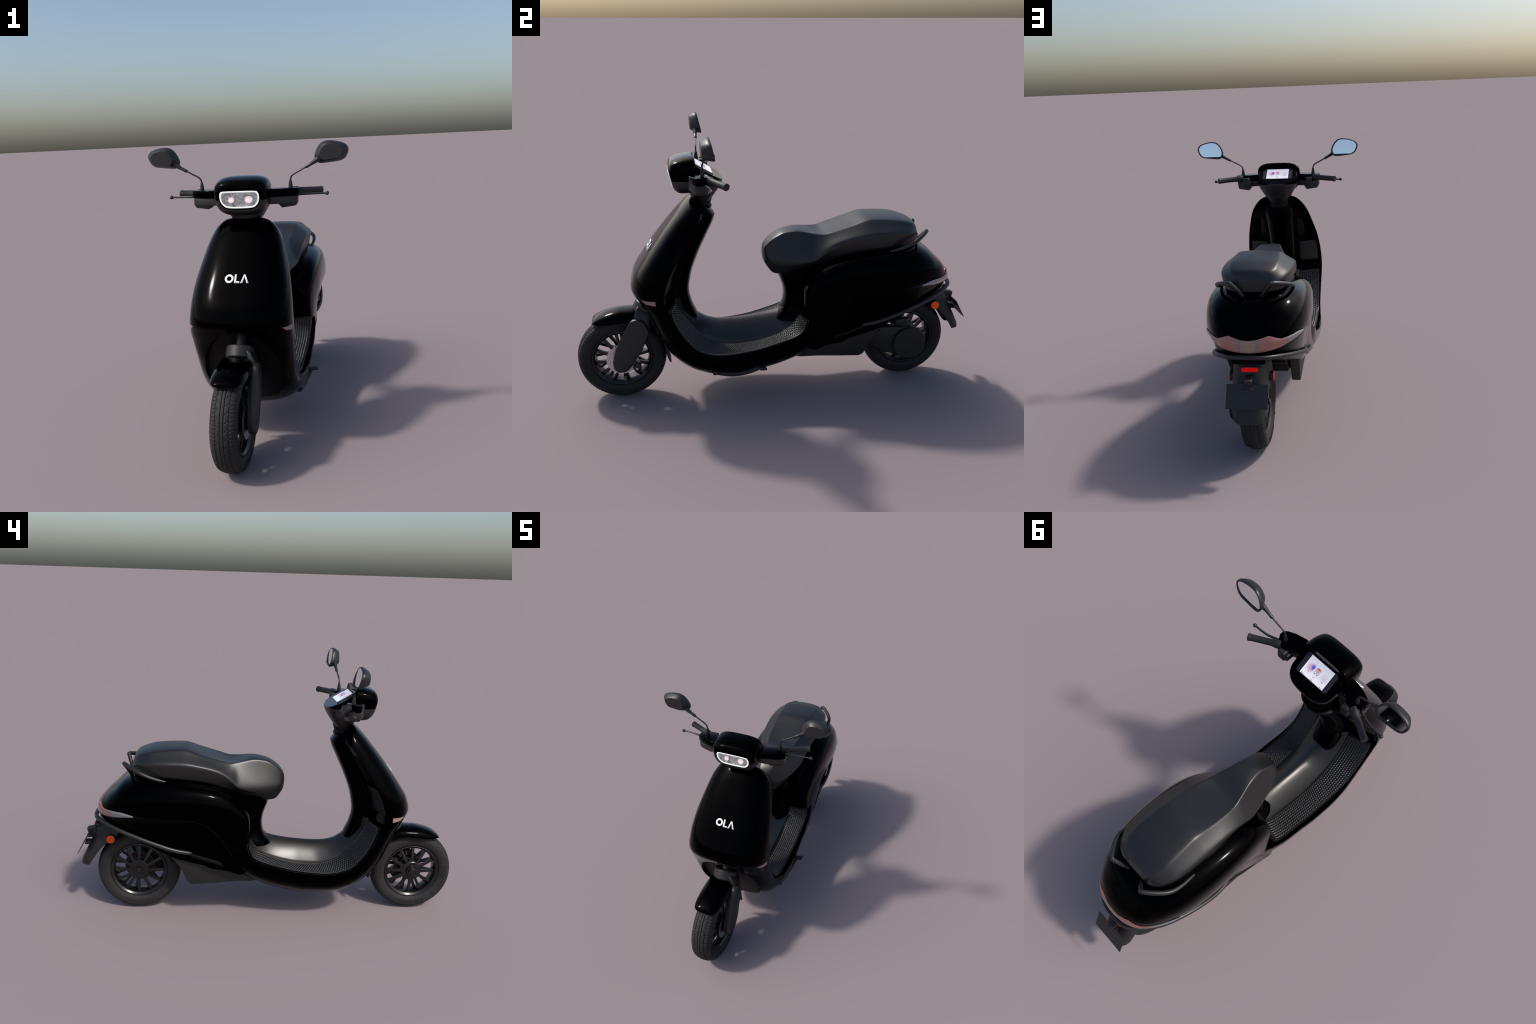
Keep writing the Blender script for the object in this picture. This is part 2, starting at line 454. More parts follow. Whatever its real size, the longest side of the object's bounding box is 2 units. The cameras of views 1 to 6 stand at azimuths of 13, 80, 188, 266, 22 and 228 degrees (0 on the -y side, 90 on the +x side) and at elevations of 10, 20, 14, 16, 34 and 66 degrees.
fascia(1); fascia(-1)
# glove box doors below the pockets
def glove(sgn):
    rings = []
    for z_ in np.linspace(0.598, 0.730, 9):
        xo = shield_half(z_) - 0.020; xi = 0.098
        xs = np.linspace(xi, xo, 7)
        r = [(sgn * x, fascia_y(x, z_) + 0.005, z_) for x in xs] + [(sgn * x, fascia_y(x, z_) - 0.01, z_) for x in xs[::-1]]
        rings.append(r)
    return loft("glove_box_door", rings, M_MATTE, sharp=35)
g1 = glove(1); bevel(g1, 0.003, 2, 40); mirror_copy(g1)

# ================================================================== STEERING COLUMN COVER (spine on the rider side)
SPINE = [  # z, back y, half width
    (0.400, -0.385, 0.072), (0.440, -0.402, 0.074), (0.500, -0.425, 0.076), (0.560, -0.435, 0.077), (0.650, -0.420, 0.079), (0.755, -0.381, 0.081),
    (0.850, -0.336, 0.083), (0.915, -0.305, 0.085), (0.940, -0.2985, 0.085), (0.958, -0.308, 0.083), (0.985, -0.331, 0.076), (1.010, -0.352, 0.067)]
rings = []
for z_, yb, w in mono(SPINE, 60):
    th = np.linspace(0, 2 * PI, 64, endpoint=False)
    yf = min(yb - 0.16, -0.46) if z_ < 0.95 else yb - 0.12
    yf = max(yf, float(np.interp(z_, [0.4, 0.56, 0.75, 0.95, 1.02], [-0.49, -0.60, -0.53, -0.43, -0.43])))
    ym = (yb + yf) / 2; hy = (yb - yf) / 2
    rings.append(np.column_stack([w * spow(np.cos(th), 2 / 2.1), ym + hy * spow(np.sin(th), 2 / 2.1), np.full(64, z_) + 0.0 * th]))
loft("steering_column_cover", rings, M_GLOSS, sharp=45)
turned("steering_neck", [(0.0, -0.02), (0.058, -0.02), (0.058, 0.02), (0.048, 0.03), (0.046, 0.06), (0.0, 0.06)], (0, -0.372, 0.985), (0, 0.38, 0.92), M_DARK)

# ================================================================== FLOOR: tunnel and textured mats
TUN = [  # mat inner edge (y,z), crest (y,z), half width
    (-0.508, 0.545, -0.445, 0.545, 0.097), (-0.495, 0.500, -0.440, 0.490, 0.097), (-0.459, 0.440, -0.415, 0.445, 0.097),
    (-0.410, 0.378, -0.375, 0.412, 0.097), (-0.366, 0.338, -0.335, 0.393, 0.097), (-0.312, 0.310, -0.285, 0.384, 0.097),
    (-0.243, 0.295, -0.230, 0.3835, 0.097), (-0.150, 0.298, -0.150, 0.389, 0.098), (-0.058, 0.316, -0.070, 0.399, 0.099),
    (0.010, 0.340, -0.005, 0.412, 0.100), (0.062, 0.372, 0.050, 0.426, 0.101), (0.105, 0.400, 0.105, 0.440, 0.102)]
rings = []
for ey, ez, cy, cz, w in mono(TUN, 90):
    u = np.linspace(-1, 1, 41); s = np.maximum(0, 1 - np.abs(u) ** 2.0) ** 1.0
    s = 1 - np.abs(u) ** 1.65
    top = np.column_stack([u * w, ey + (cy - ey) * s, ez + (cz - ez) * s])
    low = np.column_stack([u[::-4] * w, np.full(11, ey - 0.012), np.full(11, ez - 0.04)])
    rings.append(np.vstack([top, low]))
loft("floor_tunnel", rings, M_FLOOR, sharp=45)

MATP = [(-0.532, 0.532), (-0.524, 0.485), (-0.495, 0.418), (-0.451, 0.353), (-0.403, 0.306), (-0.327, 0.281), (-0.236, 0.279),
        (-0.123, 0.293), (-0.020, 0.319), (0.062, 0.345), (0.100, 0.372), (0.116, 0.410), (0.118, 0.432)]
MATI = [(-0.506, 0.534), (-0.491, 0.490), (-0.459, 0.434), (-0.410, 0.371), (-0.366, 0.330), (-0.313, 0.302), (-0.242, 0.287),
        (-0.150, 0.290), (-0.058, 0.308), (0.011, 0.332), (0.060, 0.368), (0.086, 0.392), (0.110, 0.425)]
def floor_mat():
    nl, nw = 700, 88
    A = cr([(y, z_) for y, z_ in MATI], nl); B = cr([(y, z_ + 0.006) for y, z_ in MATP], nl)
    seg = np.concatenate([[0], np.cumsum(np.linalg.norm(np.diff((A + B) / 2, axis=0), axis=1))]); Ltot = seg[-1]
    V = []
    xi, xo = 0.099, 0.218
    p = 0.0122
    for i in range(nl):
        a, b = A[i], B[i]
        t = (B[min(i + 1, nl - 1)] - B[max(i - 1, 0)]); t /= np.linalg.norm(t); nrm = np.array([-t[1], t[0]])
        if nrm[1] < 0 and i < nl: nrm = nrm
        nrm = np.array([-t[1], t[0]])
        for j in range(nw):
            u = j / (nw - 1); x = xi + (xo - xi) * u; s = seg[i]
            y, z_ = a * (1 - u) + b * u
            edge = min(u * (xo - xi), (1 - u) * (xo - xi), s, Ltot - s)
            if edge < 0.006: h = 0.004 if edge > 0.0012 else 0.0
            elif edge < 0.009: h = 0.0
            else:
                # staggered rows of small diamond studs
                col = math.floor((x - xi) / p); fx = (x - xi) / p - col - 0.5
                sy = s / p + 0.5 * (col % 2); fy = sy - math.floor(sy) - 0.5
                h = 0.0048 * max(0.0, 1.0 - 5.2 * (fx * fx + fy * fy))
            V.append((x, y + nrm[0] * h, z_ + nrm[1] * h))
    F = grid_faces(nl, nw)
    o = obj("floor_mat", V, F, M_MAT, sharp=60, normals=False)
    m = o.modifiers.new("s", 'SOLIDIFY'); m.thickness = 0.014; m.offset = -1
    apply_mods(o); smooth_norm(o, 60)
    return o
fm = floor_mat(); mirror_copy(fm)

# ================================================================== REAR BODY
REAR = [  # y, bottom z, mid z, top z, half width at mid, half width at bottom, top exponent, taper power
    (0.112, 0.330, 0.470, 0.560, 0.150, 0.140, 4.0, 1.0),
    (0.116, 0.305, 0.470, 0.585, 0.184, 0.180, 4.2, 1.0),
    (0.130, 0.288, 0.470, 0.612, 0.206, 0.212, 4.4, 1.0),
    (0.165, 0.278, 0.490, 0.652, 0.219, 0.222, 4.6, 1.0),
    (0.220, 0.296, 0.530, 0.702, 0.230, 0.219, 4.6, 0.9),
    (0.300, 0.304, 0.560, 0.736, 0.243, 0.209, 4.4, 0.8),
    (0.400, 0.350, 0.578, 0.754, 0.250, 0.200, 4.2, 0.7),
    (0.500, 0.386, 0.586, 0.766, 0.252, 0.201, 3.8, 0.7),
    (0.600, 0.420, 0.588, 0.773, 0.246, 0.196, 3.4, 0.7),
    (0.680, 0.448, 0.590, 0.766, 0.231, 0.184, 3.0, 0.7),
    (0.755, 0.474, 0.592, 0.738, 0.203, 0.163, 2.7, 0.7),
    (0.810, 0.493, 0.592, 0.692, 0.172, 0.136, 2.5, 0.7),
    (0.847, 0.505, 0.586, 0.658, 0.138, 0.108, 2.4, 0.8),
    (0.873, 0.514, 0.580, 0.628, 0.098, 0.075, 2.2, 0.9),
    (0.886, 0.526, 0.574, 0.606, 0.056, 0.042, 2.2, 1.0),
    (0.891, 0.540, 0.570, 0.590, 0.022, 0.018, 2.0, 1.0),
]
rings = []
for y, zb, zm, zt, w, wb, at, tp in mono(REAR, 110):
    up = np.linspace(0, PI, 57)
    top_ = np.column_stack([w * spow(np.cos(up), 2 / at), np.full(57, y), zm + (zt - zm) * spow(np.sin(up), 2 / at)])
    t = np.linspace(0, 1, 21)[1:]
    # side tucks in quickly under the waist, then runs nearly straight to the lower edge
    xs = w - (w - wb) * t ** tp; zs = zm + (zb - zm) * t
    cap = np.linspace(0.97, -0.97, 13)
    lo = np.vstack([np.column_stack([-xs, np.full(20, y), zs]), np.column_stack([-wb * cap, np.full(13, y), np.full(13, zb - 0.004)]),
                    np.column_stack([xs[::-1], np.full(20, y), zs[::-1]])])
    rings.append(np.vstack([top_, lo]))
rear = loft("seat_fairing", rings, M_GLOSS, sharp=45)
# wheel well in the underside
well = turned("cut", [(0.0, -0.085), (0.245, -0.085), (0.245, 0.085), (0.0, 0.085)], (0, 0.692, 0.22), (1, 0, 0), M_DARK, n=64)
rear = boolean(rear, well)
BV_REAR = bvh(rear); BV_SHELL = bvh(shell)

# skirt below the trim bar, carrying the lower edge of the side panel
top = cr([(0.206, 0.190, 0.365), (0.209, 0.300, 0.378), (0.206, 0.410, 0.384), (0.209, 0.490, 0.402), (0.202, 0.560, 0.424), (0.186, 0.640, 0.452), (0.160, 0.740, 0.485), (0.130, 0.800, 0.503)], 50)
bot = cr([(0.205, 0.190, 0.290), (0.203, 0.270, 0.301), (0.201, 0.340, 0.318), (0.199, 0.420, 0.336), (0.195, 0.490, 0.354), (0.188, 0.545, 0.378), (0.172, 0.640, 0.418), (0.142, 0.740, 0.455), (0.115, 0.800, 0.478)], 50)
sk_r = []
for a, b in zip(top, bot):
    mid = (a + b) / 2 + np.array([0.003, 0, 0]); off = np.array([0.05, 0, 0])
    sk_r.append([a, mid, b + np.array([0, 0, 0.006]), b, b - off * 0.2, b - off, a - off])
sk0 = loft("side_skirt", sk_r, M_GLOSS, sharp=45); mirror_copy(sk0)

# seat post panel between floor and seat
POST = [(0.385, -0.012, 0.106), (0.405, 0.004, 0.104), (0.435, 0.030, 0.094), (0.470, 0.040, 0.090), (0.500, 0.042, 0.090), (0.540, 0.037, 0.094),
        (0.580, 0.024, 0.100), (0.615, 0.014, 0.104), (0.66, 0.02, 0.10), (0.70, 0.03, 0.10)]
rings = []
for z_, yf, w in mono(POST, 40):
    th = np.linspace(0, 2 * PI, 56, endpoint=False); yb = 0.26; ym = (yf + yb) / 2; hy = (yb - yf) / 2
    rings.append(np.column_stack([w * spow(np.cos(th), 2 / 2.6), ym + hy * spow(np.sin(th), 2 / 2.3), np.full(56, z_)]))
loft("seat_post_panel", rings, M_GLOSS, sharp=45)

# seam of the side cover, a fine line laid on the surface
def surface_line(name, pts, rad, mat, n=60, off=0.0):
    P = cr(pts, n); out = []
    for y, z_ in P:
        h = BV_REAR.ray_cast(Vector((0.5, y, z_)), Vector((-1, 0, 0)))
        if h[0] is not None: out.append(tuple(h[0] + h[1] * off))
    return tube(name, out, rad, mat, n=6, cap_round=False)
sl = surface_line("cover_seam", [(0.80, 0.555), (0.60, 0.566), (0.50, 0.572), (0.44, 0.575), (0.38, 0.567), (0.33, 0.543), (0.28, 0.50), (0.245, 0.45), (0.20, 0.372)], 0.0009, M_DARK)
mirror_copy(sl)

# ================================================================== SEAT
SEAT = [  # y, top z, upper crease x z, lower crease x z, bottom x z
    (-0.0665, 0.742, 0.020, 0.740, 0.024, 0.727, 0.020, 0.716),
    (-0.0620, 0.762, 0.034, 0.758, 0.044, 0.724, 0.034, 0.694),
    (-0.0450, 0.788, 0.043, 0.780, 0.064, 0.714, 0.046, 0.664),
    (-0.0120, 0.816, 0.048, 0.809, 0.084, 0.706, 0.054, 0.632),
    (0.0370, 0.840, 0.050, 0.833, 0.104, 0.702, 0.068, 0.630),
    (0.1000, 0.848, 0.060, 0.842, 0.124, 0.704, 0.088, 0.652),
    (0.1740, 0.832, 0.078, 0.835, 0.146, 0.720, 0.116, 0.684),
    (0.2150, 0.826, 0.088, 0.832, 0.155, 0.758, 0.130, 0.702),
    (0.2730, 0.842, 0.096, 0.846, 0.160, 0.798, 0.142, 0.722),
    (0.3600, 0.872, 0.101, 0.870, 0.167, 0.824, 0.152, 0.745),
    (0.4550, 0.904, 0.103, 0.896, 0.172, 0.838, 0.158, 0.757),
    (0.5300, 0.902, 0.107, 0.893, 0.171, 0.840, 0.157, 0.762),
    (0.6000, 0.896, 0.110, 0.886, 0.164, 0.838, 0.151, 0.767),
    (0.6500, 0.884, 0.106, 0.872, 0.148, 0.830, 0.138, 0.770),
    (0.6900, 0.868, 0.088, 0.854, 0.118, 0.818, 0.112, 0.773),
    (0.7120, 0.826, 0.055, 0.812, 0.080, 0.800, 0.076, 0.776),
]
rings = []
for y, zt, ux, uz, lx, lz, bx, bz in mono(SEAT, 70):
    half = [(0, zt), (ux * 0.5, zt - (zt - uz) * 0.10), (ux * 0.88, zt - (zt - uz) * 0.55), (ux, uz), (ux + (lx - ux) * 0.12, uz + (lz - uz) * 0.14),
            (ux + (lx - ux) * 0.55, uz + (lz - uz) * 0.56), (lx - (lx - ux) * 0.08, lz + (uz - lz) * 0.14), (lx, lz - 0.002),
            (lx - (lx - bx) * 0.18, lz + (bz - lz) * 0.30), (bx + (lx - bx) * 0.2, bz + (lz - bz) * 0.2), (bx, bz), (bx * 0.9, bz - 0.004), (bx * 0.5, bz - 0.006), (0, bz - 0.006)]
    full = half + [(-x, z_) for x, z_ in half[-2:0:-1]]
    rings.append([(x, y, z_) for x, z_ in full])
seat = loft("seat", rings, M_SEAT, sharp=0)
m = seat.modifiers.new("s", 'SUBSURF'); m.levels = m.render_levels = 2
apply_mods(seat); smooth_norm(seat, 75)

# ================================================================== GRAB RAILS, TRIM BAR, FOOT PEGS
rail = tube("grab_rail", [(0.172, 0.540, 0.752), (0.176, 0.575, 0.762), (0.178, 0.620, 0.777), (0.170, 0.665, 0.795), (0.140, 0.708, 0.812), (0.105, 0.742, 0.823), (0.092, 0.748, 0.822)],
            [0.006, 0.008, 0.0095, 0.0105, 0.0105, 0.0105, 0.0105], M_SATIN, res=40, n=14)
rail2 = tube("grab_rail_strut", [(0.096, 0.749, 0.824), (0.070, 0.737, 0.795), (0.044, 0.720, 0.757)], 0.010, M_SATIN, parent=rail, res=14, n=14)
rc = mirror_copy(rail); c = mirror_copy(rail2); c.parent = rc

bar_half = [(0.0, 0.906, 0.533), (0.045, 0.904, 0.532), (0.088, 0.890, 0.529), (0.120, 0.862, 0.523), (0.150, 0.822, 0.512), (0.184, 0.750, 0.490),
            (0.206, 0.650, 0.457), (0.216, 0.560, 0.427), (0.215, 0.490, 0.404), (0.205, 0.430, 0.389), (0.196, 0.408, 0.385)]
bar = tube("bumper_trim", [(-x, y, z_) for x, y, z_ in bar_half[:0:-1]] + bar_half, 0.0105, M_SATIN, res=130, n=14)

peg = loft("foot_peg", [[(0.190, 0.412, 0.386), (0.207, 0.412, 0.385), (0.207, 0.412, 0.368), (0.190, 0.412, 0.368)],
                        [(0.192, 0.330, 0.364), (0.216, 0.330, 0.363), (0.216, 0.330, 0.345), (0.192, 0.330, 0.346)],
                        [(0.194, 0.243, 0.342), (0.218, 0.243, 0.341), (0.218, 0.243, 0.320), (0.194, 0.243, 0.320)]], M_DARK)
bevel(peg, 0.003); mirror_copy(peg)

# ================================================================== UNDERBODY
SKID = [(-0.02, 0.24), (0.07, 0.226), (0.10, 0.220), (0.19, 0.217), (0.30, 0.207), (0.405, 0.199), (0.428, 0.213), (0.445, 0.250), (0.463, 0.290), (0.525, 0.372), (0.40, 0.40), (0.20, 0.38), (0.05, 0.30)]
sk = prism("underbody_fairing", SKID, 0, 0.132, 0.176, M_MATTE, bev=0.006)
for v in sk.data.vertices:
    if v.co.x > 0.15: v.co.x += 0.05 * max(0, min(0.6, (v.co.z - 0.2)) ) 
mirror_copy(sk)
prism("battery_tray", [(-0.30, 0.19), (0.10, 0.235), (0.20, 0.255), (0.40, 0.262), (0.46, 0.30), (0.47, 0.42), (0.15, 0.36), (-0.2, 0.25)], 0, -0.125, 0.125, M_DARK, bev=0.006)
prism("frame_undertray", [(0.42, 0.47), (0.62, 0.475), (0.80, 0.47), (0.90, 0.50), (0.86, 0.53), (0.5, 0.53)], 0, -0.075, 0.075, M_DARK, bev=0.004)
prism("mud_flap", [(-0.575, 0.30), (-0.56, 0.30), (-0.548, 0.215), (-0.540, 0.182), (-0.549, 0.184), (-0.560, 0.215)], 0, -0.055, 0.055, M_MATTE, bev=0.002)

# side stand, folded
st = tube("side_stand", [(0.195, -0.345, 0.196), (0.205, -0.32, 0.186), (0.214, -0.25, 0.176), (0.222, -0.18, 0.186), (0.236, -0.125, 0.210)], [0.013, 0.012, 0.012, 0.012, 0.011], M_MATTE, res=24, n=12)
prism("side_stand_foot", [(0.222, -0.135), (0.272, -0.118), (0.272, -0.086), (0.228, -0.100)], 2, 0.213, 0.226, M_MATTE, parent=st, bev=0.003)
turned("side_stand_pivot", [(0.0, -0.02), (0.012, -0.02), (0.012, 0.03), (0.009, 0.033), (0.0, 0.033)], (0.19, -0.335, 0.192), (1, 0, 0), M_MATTE, parent=st, n=20)

# ================================================================== TAIL LAMP
def tail_patch():
    ctr = Vector((0, 0.62, 0))
    nphi, nz = 121, 18
    V = []; ok = []
    A = math.radians(71.5)
    for i in range(nphi):
        u = -1 + 2 * i / (nphi - 1); a = u * A
        au = abs(u)
        zl = float(np.interp(au, [0, 0.2, 0.45, 0.7, 0.9, 1.0], [0.551, 0.554, 0.562, 0.571, 0.581, 0.586]))
        zu = float(np.interp(au, [0, 0.10, 0.19, 0.28, 0.44, 0.60, 0.80, 1.0], [0.602, 0.605, 0.612, 0.619, 0.599, 0.599, 0.599, 0.588]))
        d = Vector((math.sin(a), math.cos(a), 0))
        for j in range(nz):
            z_ = zl + (zu - zl) * j / (nz - 1)
            org = ctr + d * 0.8; org.z = z_
            h = BV_REAR.ray_cast(org, -d)
            p = h[0]
            k = 0.0035 * math.sin(PI * j / (nz - 1)) ** 0.5 * min(1, (1 - au) * 8 + 0.25)
            V.append(tuple(p + d * (0.001 + k)))
    o = obj("tail_lamp", V, grid_faces(nphi, nz), M_TAIL, sharp=50)
    m = o.modifiers.new("s", 'SOLIDIFY'); m.thickness = 0.004; m.offset = 1
    apply_mods(o); smooth_norm(o, 50)
    return o
tail_patch()

# front marker lamps on the leg shield sides
def marker():
    V = []; nu, nv = 14, 6
    for i in range(nu):
        u = i / (nu - 1)
        zt = 0.593 + 0.001 * u; zl = 0.577 - 0.006 * u
        for j in range(nv):
            z_ = zt + (zl - zt) * j / (nv - 1)
            y = -0.662 + 0.074 * u + 0.026 * (1 - u) * j / (nv - 1)
            h = BV_SHELL.ray_cast(Vector((0.6, y - 0.12, z_)), Vector((-0.96, 0.28, 0)).normalized())
            V.append(tuple(h[0] + h[1] * 0.001))
    o = obj("marker_lamp", V, grid_faces(nu, nv), M_MARKER, sharp=60)
    m = o.modifiers.new("s", 'SOLIDIFY'); m.thickness = 0.0025; m.offset = 0
    apply_mods(o); smooth_norm(o, 50)
    return o
mk = marker(); mirror_copy(mk)

# badge letters laid on the shield
def lay_on_shield(name, polys, parent=None):
    """polys: closed outlines (list of loops; outer/inner pairs are strips) in the badge plane u (x), v (up the slope)"""
    V, F = [], []
    base = Vector((0, -0.62, 0.798))
    up = Vector((0, 0.593, 0.805)); nrm = Vector((0, -0.805, 0.593))
    for strip in polys:               # strip = list of (outer, inner) point pairs
        k = len(V)
        for (a, b) in strip:
            for (u, v) in (a, b):
                p = base + Vector((u, 0, 0)) + up * v + nrm * 0.2
                h = BV_SHELL.ray_cast(p, -nrm)
                V.append(tuple(h[0] + nrm * 0.0022))
        n = len(strip)
        for i in range(n - 1): F.append((k + 2 * i, k + 2 * i + 1, k + 2 * i + 3, k + 2 * i + 2))
    o = obj(name, V, F, M_WHITE, parent, sharp=30)
    m = o.modifiers.new("s", 'SOLIDIFY'); m.thickness = 0.0025; m.offset = 0
    return apply_mods(o)
h = 0.0205
ring = [((-0.034 + 0.0198 * math.cos(a), 0.0205 * math.sin(a)), (-0.034 + 0.0105 * math.cos(a), 0.0108 * math.sin(a))) for a in np.linspace(0, 2 * PI, 49)]
badge = lay_on_shield("badge_letter", [ring])
lay_on_shield("badge_letter", [[((-0.0105, h), (-0.002, h)), ((-0.0105, -h + 0.008), (-0.002, -h + 0.008)), ((-0.0105, -h), (-0.002, -h))],
                               [((-0.002, -h + 0.0085), (-0.002, -h)), ((0.0125, -h + 0.0085), (0.0125, -h))]])
lay_on_shield("badge_letter", [[((0.0165, -h), (0.0262, -h)), ((0.0305, h), (0.0355, h - 0.006)), ((0.0365, h), (0.0355, h - 0.006))],
                               [((0.0365, h), (0.0345, h - 0.010)), ((0.0540, -h), (0.0440, -h))]])

# ================================================================== HEAD: cowl, headlight, dash, handlebar
COWL = [  # y (at mid height), half width, top z, bottom z
    (-0.501, 0.094, 1.171, 1.083), (-0.499, 0.104, 1.181, 1.073), (-0.491, 0.113, 1.196, 1.062), (-0.477, 0.120, 1.210, 1.055),
    (-0.452, 0.125, 1.222, 1.0535), (-0.425, 0.127, 1.229, 1.055), (-0.397, 0.1265, 1.2315, 1.057), (-0.390, 0.122, 1.228, 1.062)]
def cowl_ring(y, w, zt, zb, n=88, k=None):
    th = np.linspace(0, 2 * PI, n, endpoint=False); c, s = np.cos(th), np.sin(th)
    zm = zb + (zt - zb) * 0.60
    x = w * spow(c, 2 / 3.4); z_ = zm + np.where(s >= 0, zt - zm, zm - zb) * spow(s, np.where(s >= 0, 2 / 3.2, 2 / 2.5))
    return np.column_stack([x, np.full(n, y) - (z_ - 1.127) * 0.25 * float(np.interp(y, [-0.48, -0.40], [1, 0])), z_])
rows = mono(COWL, 40)
rings = [cowl_ring(*r) for r in rows]
cowl = loft("headlight_cowl", rings, M_GLOSS, sharp=40)
bm = bmesh.new(); bm.from_mesh(cowl.data); bm.faces.ensure_lookup_table()      # open front: the lamp bowl sits in it
bmesh.ops.delete(bm, geom=[f for f in bm.faces if len(f.verts) > 4 and f.calc_center_median().y < -0.46], context='FACES_ONLY')
bm.to_mesh(cowl.data); bm.free()
# split into glossy upper and satin lower half at the parting line
def split_z(o, z0, name, mat):
    me = o.data.copy()
    for mesh, keep_up in ((o.data, True), (me, False)):
        bm = bmesh.new(); bm.from_mesh(mesh)
        bmesh.ops.bisect_plane(bm, geom=bm.verts[:] + bm.edges[:] + bm.faces[:], plane_co=(0, 0, z0), plane_no=(0, 0, 1), clear_inner=keep_up, clear_outer=not keep_up)
        bm.to_mesh(mesh); bm.free()
    me.materials.clear(); me.materials.append(mat)
    lo = link(name, me, o.parent)
    smooth_norm(o, 40); smooth_norm(lo, 40)
    return lo
cowl_low = split_z(cowl, 1.126, "headlight_cowl_base", M_SATIN)

def lamp_outline(sc=1.0, n=88, grow=0.0):
    pts = [(-0.0905, 1.146), (-0.086, 1.161), (-0.072, 1.167), (0, 1.168), (0.072, 1.167), (0.086, 1.161), (0.0905, 1.146), (0.088, 1.122), (0.076, 1.102), (0.055, 1.091), (0, 1.0885), (-0.055, 1.091), (-0.076, 1.102), (-0.088, 1.122)]
    P = cr(pts, n, True); c = np.array([0, 1.129])
    return c + (P - c) * np.array([1 - grow / 0.09, 1 - grow / 0.04])
def lamp_ring(grow, dy):
    P = lamp_outline(grow=grow)
    return np.column_stack([P[:, 0], -0.5005 - (P[:, 1] - 1.127) * 0.25 + dy, P[:, 1]])
head = obj("headlight", np.vstack([lamp_ring(0.0060, -0.0005), lamp_ring(0.0090, 0.009), lamp_ring(0.0130, 0.012), lamp_ring(0.035, 0.0125)]), grid_faces(4, 88, True) + [tuple(range(3 * 88, 4 * 88))], M_REFLECT, sharp=30)
lrim = obj("lamp_surround", np.vstack([lamp_ring(-0.004, 0.003), lamp_ring(-0.001, 0.0), lamp_ring(0.002, 0.0), lamp_ring(0.003, 0.006)]), grid_faces(4, 88, True), M_GLOSS, head, 40)
rr = [lamp_ring(0.0005, 0.002), lamp_ring(0.0007, -0.0010), lamp_ring(0.0018, -0.0022), lamp_ring(0.0058, -0.0022), lamp_ring(0.0070, -0.0010), lamp_ring(0.0073, 0.002)]
V = np.vstack(rr); drl = obj("daytime_running_light", V, grid_faces(6, 88, True), M_DRL, head, 40)
for cx, cz, r in ((0.041, 1.128, 0.0155), (-0.039, 1.127, 0.0125)):
    o0 = (cx, -0.5005 - (cz - 1.127) * 0.25 + 0.007, cz)
    turned("projector_lens", [(0.0, 0.0035), (r * 0.6, 0.0030), (r * 0.9, 0.002), (r, 0.001), (r, -0.004)], o0, (0, -1, 0.25), M_BULB, head, 32, 60)
    turned("projector_bezel", [(r, -0.004), (r, 0.001), (r * 1.10, 0.0012), (r * 1.22, 0.0008), (r * 1.22, -0.004)], o0, (0, -1, 0.25), M_STEEL, head, 32, 40)

# instrument pod: satin bowl + glossy wedge + display
POD = [(1.004, -0.388, -0.327, 0.045), (1.008, -0.396, -0.3235, 0.052), (1.020, -0.405, -0.313, 0.060), (1.045, -0.415, -0.296, 0.077), (1.075, -0.425, -0.275, 0.095),
       (1.100, -0.43, -0.2625, 0.108), (1.114, -0.43, -0.2585, 0.114), (1.119, -0.43, -0.2585, 0.115)]
def pod_ring(z_, yf, yr, w, n=72, top=None):
    th = np.linspace(0, 2 * PI, n, endpoint=False); ym, hy = yf * 0.45 + yr * 0.55, None
    s = np.sin(th); y = ym + np.where(s >= 0, yr - ym, ym - yf) * spow(s, np.where(s >= 0, 2 / 2.8, 2 / 3))
    x = w * spow(np.cos(th), 2 / 2.6)
    zz = np.full(n, z_) if top is None else top(y)
    return np.column_stack([x, y, zz])
pod = loft("handlebar_cover", [pod_ring(*r) for r in mono(POD, 36)], M_SATIN, sharp=45)
dash_plane = lambda y: 1.1695 - 0.59 * (y + 0.348)
w0 = pod_ring(1.119, -0.43, -0.2590, 0.1145)
w1 = pod_ring(1.119, -0.43, -0.2590, 0.1150, top=lambda y: np.maximum(dash_plane(y) - 0.004, 1.1195))
w2 = pod_ring(1.119, -0.428, -0.2615, 0.1125, top=lambda y: np.maximum(dash_plane(y), 1.1198))
w3 = pod_ring(1.119, -0.420, -0.2700, 0.1040, top=lambda y: np.maximum(dash_plane(y), 1.1198))
loft("dashboard", [w0, w1, w2, w3], M_GLOSS, sharp=45)
# display, built flat in its own frame then tilted
ang = math.atan(0.59)
disp_mat = Matrix.Translation((0, -0.3475, dash_plane(-0.3475) + 0.0005)) @ Matrix.Rotation(-ang, 4, 'X') @ Matrix.Rotation(PI, 4, 'Z')
def rrect(w, h_, r, n=6):
    P = []
    for cx, cy, a0 in ((w - r, h_ - r, 0), (-w + r, h_ - r, 90), (-w + r, -h_ + r, 180), (w - r, -h_ + r, 270)):
        for a in np.linspace(a0, a0 + 90, n): P.append((cx + r * math.cos(math.radians(a)), cy + r * math.sin(math.radians(a))))
    return P
def slab(name, poly, z0, z1, mat, parent=None, bev=0.0):
    o = loft(name, [[(x, y, z0) for x, y in poly], [(x, y, z1) for x, y in poly]], mat, parent, sharp=30)
    return o
disp = slab("display", rrect(0.0865, 0.0475, 0.012), -0.001, 0.0025, M_BEZEL)
disp.matrix_local = disp_mat
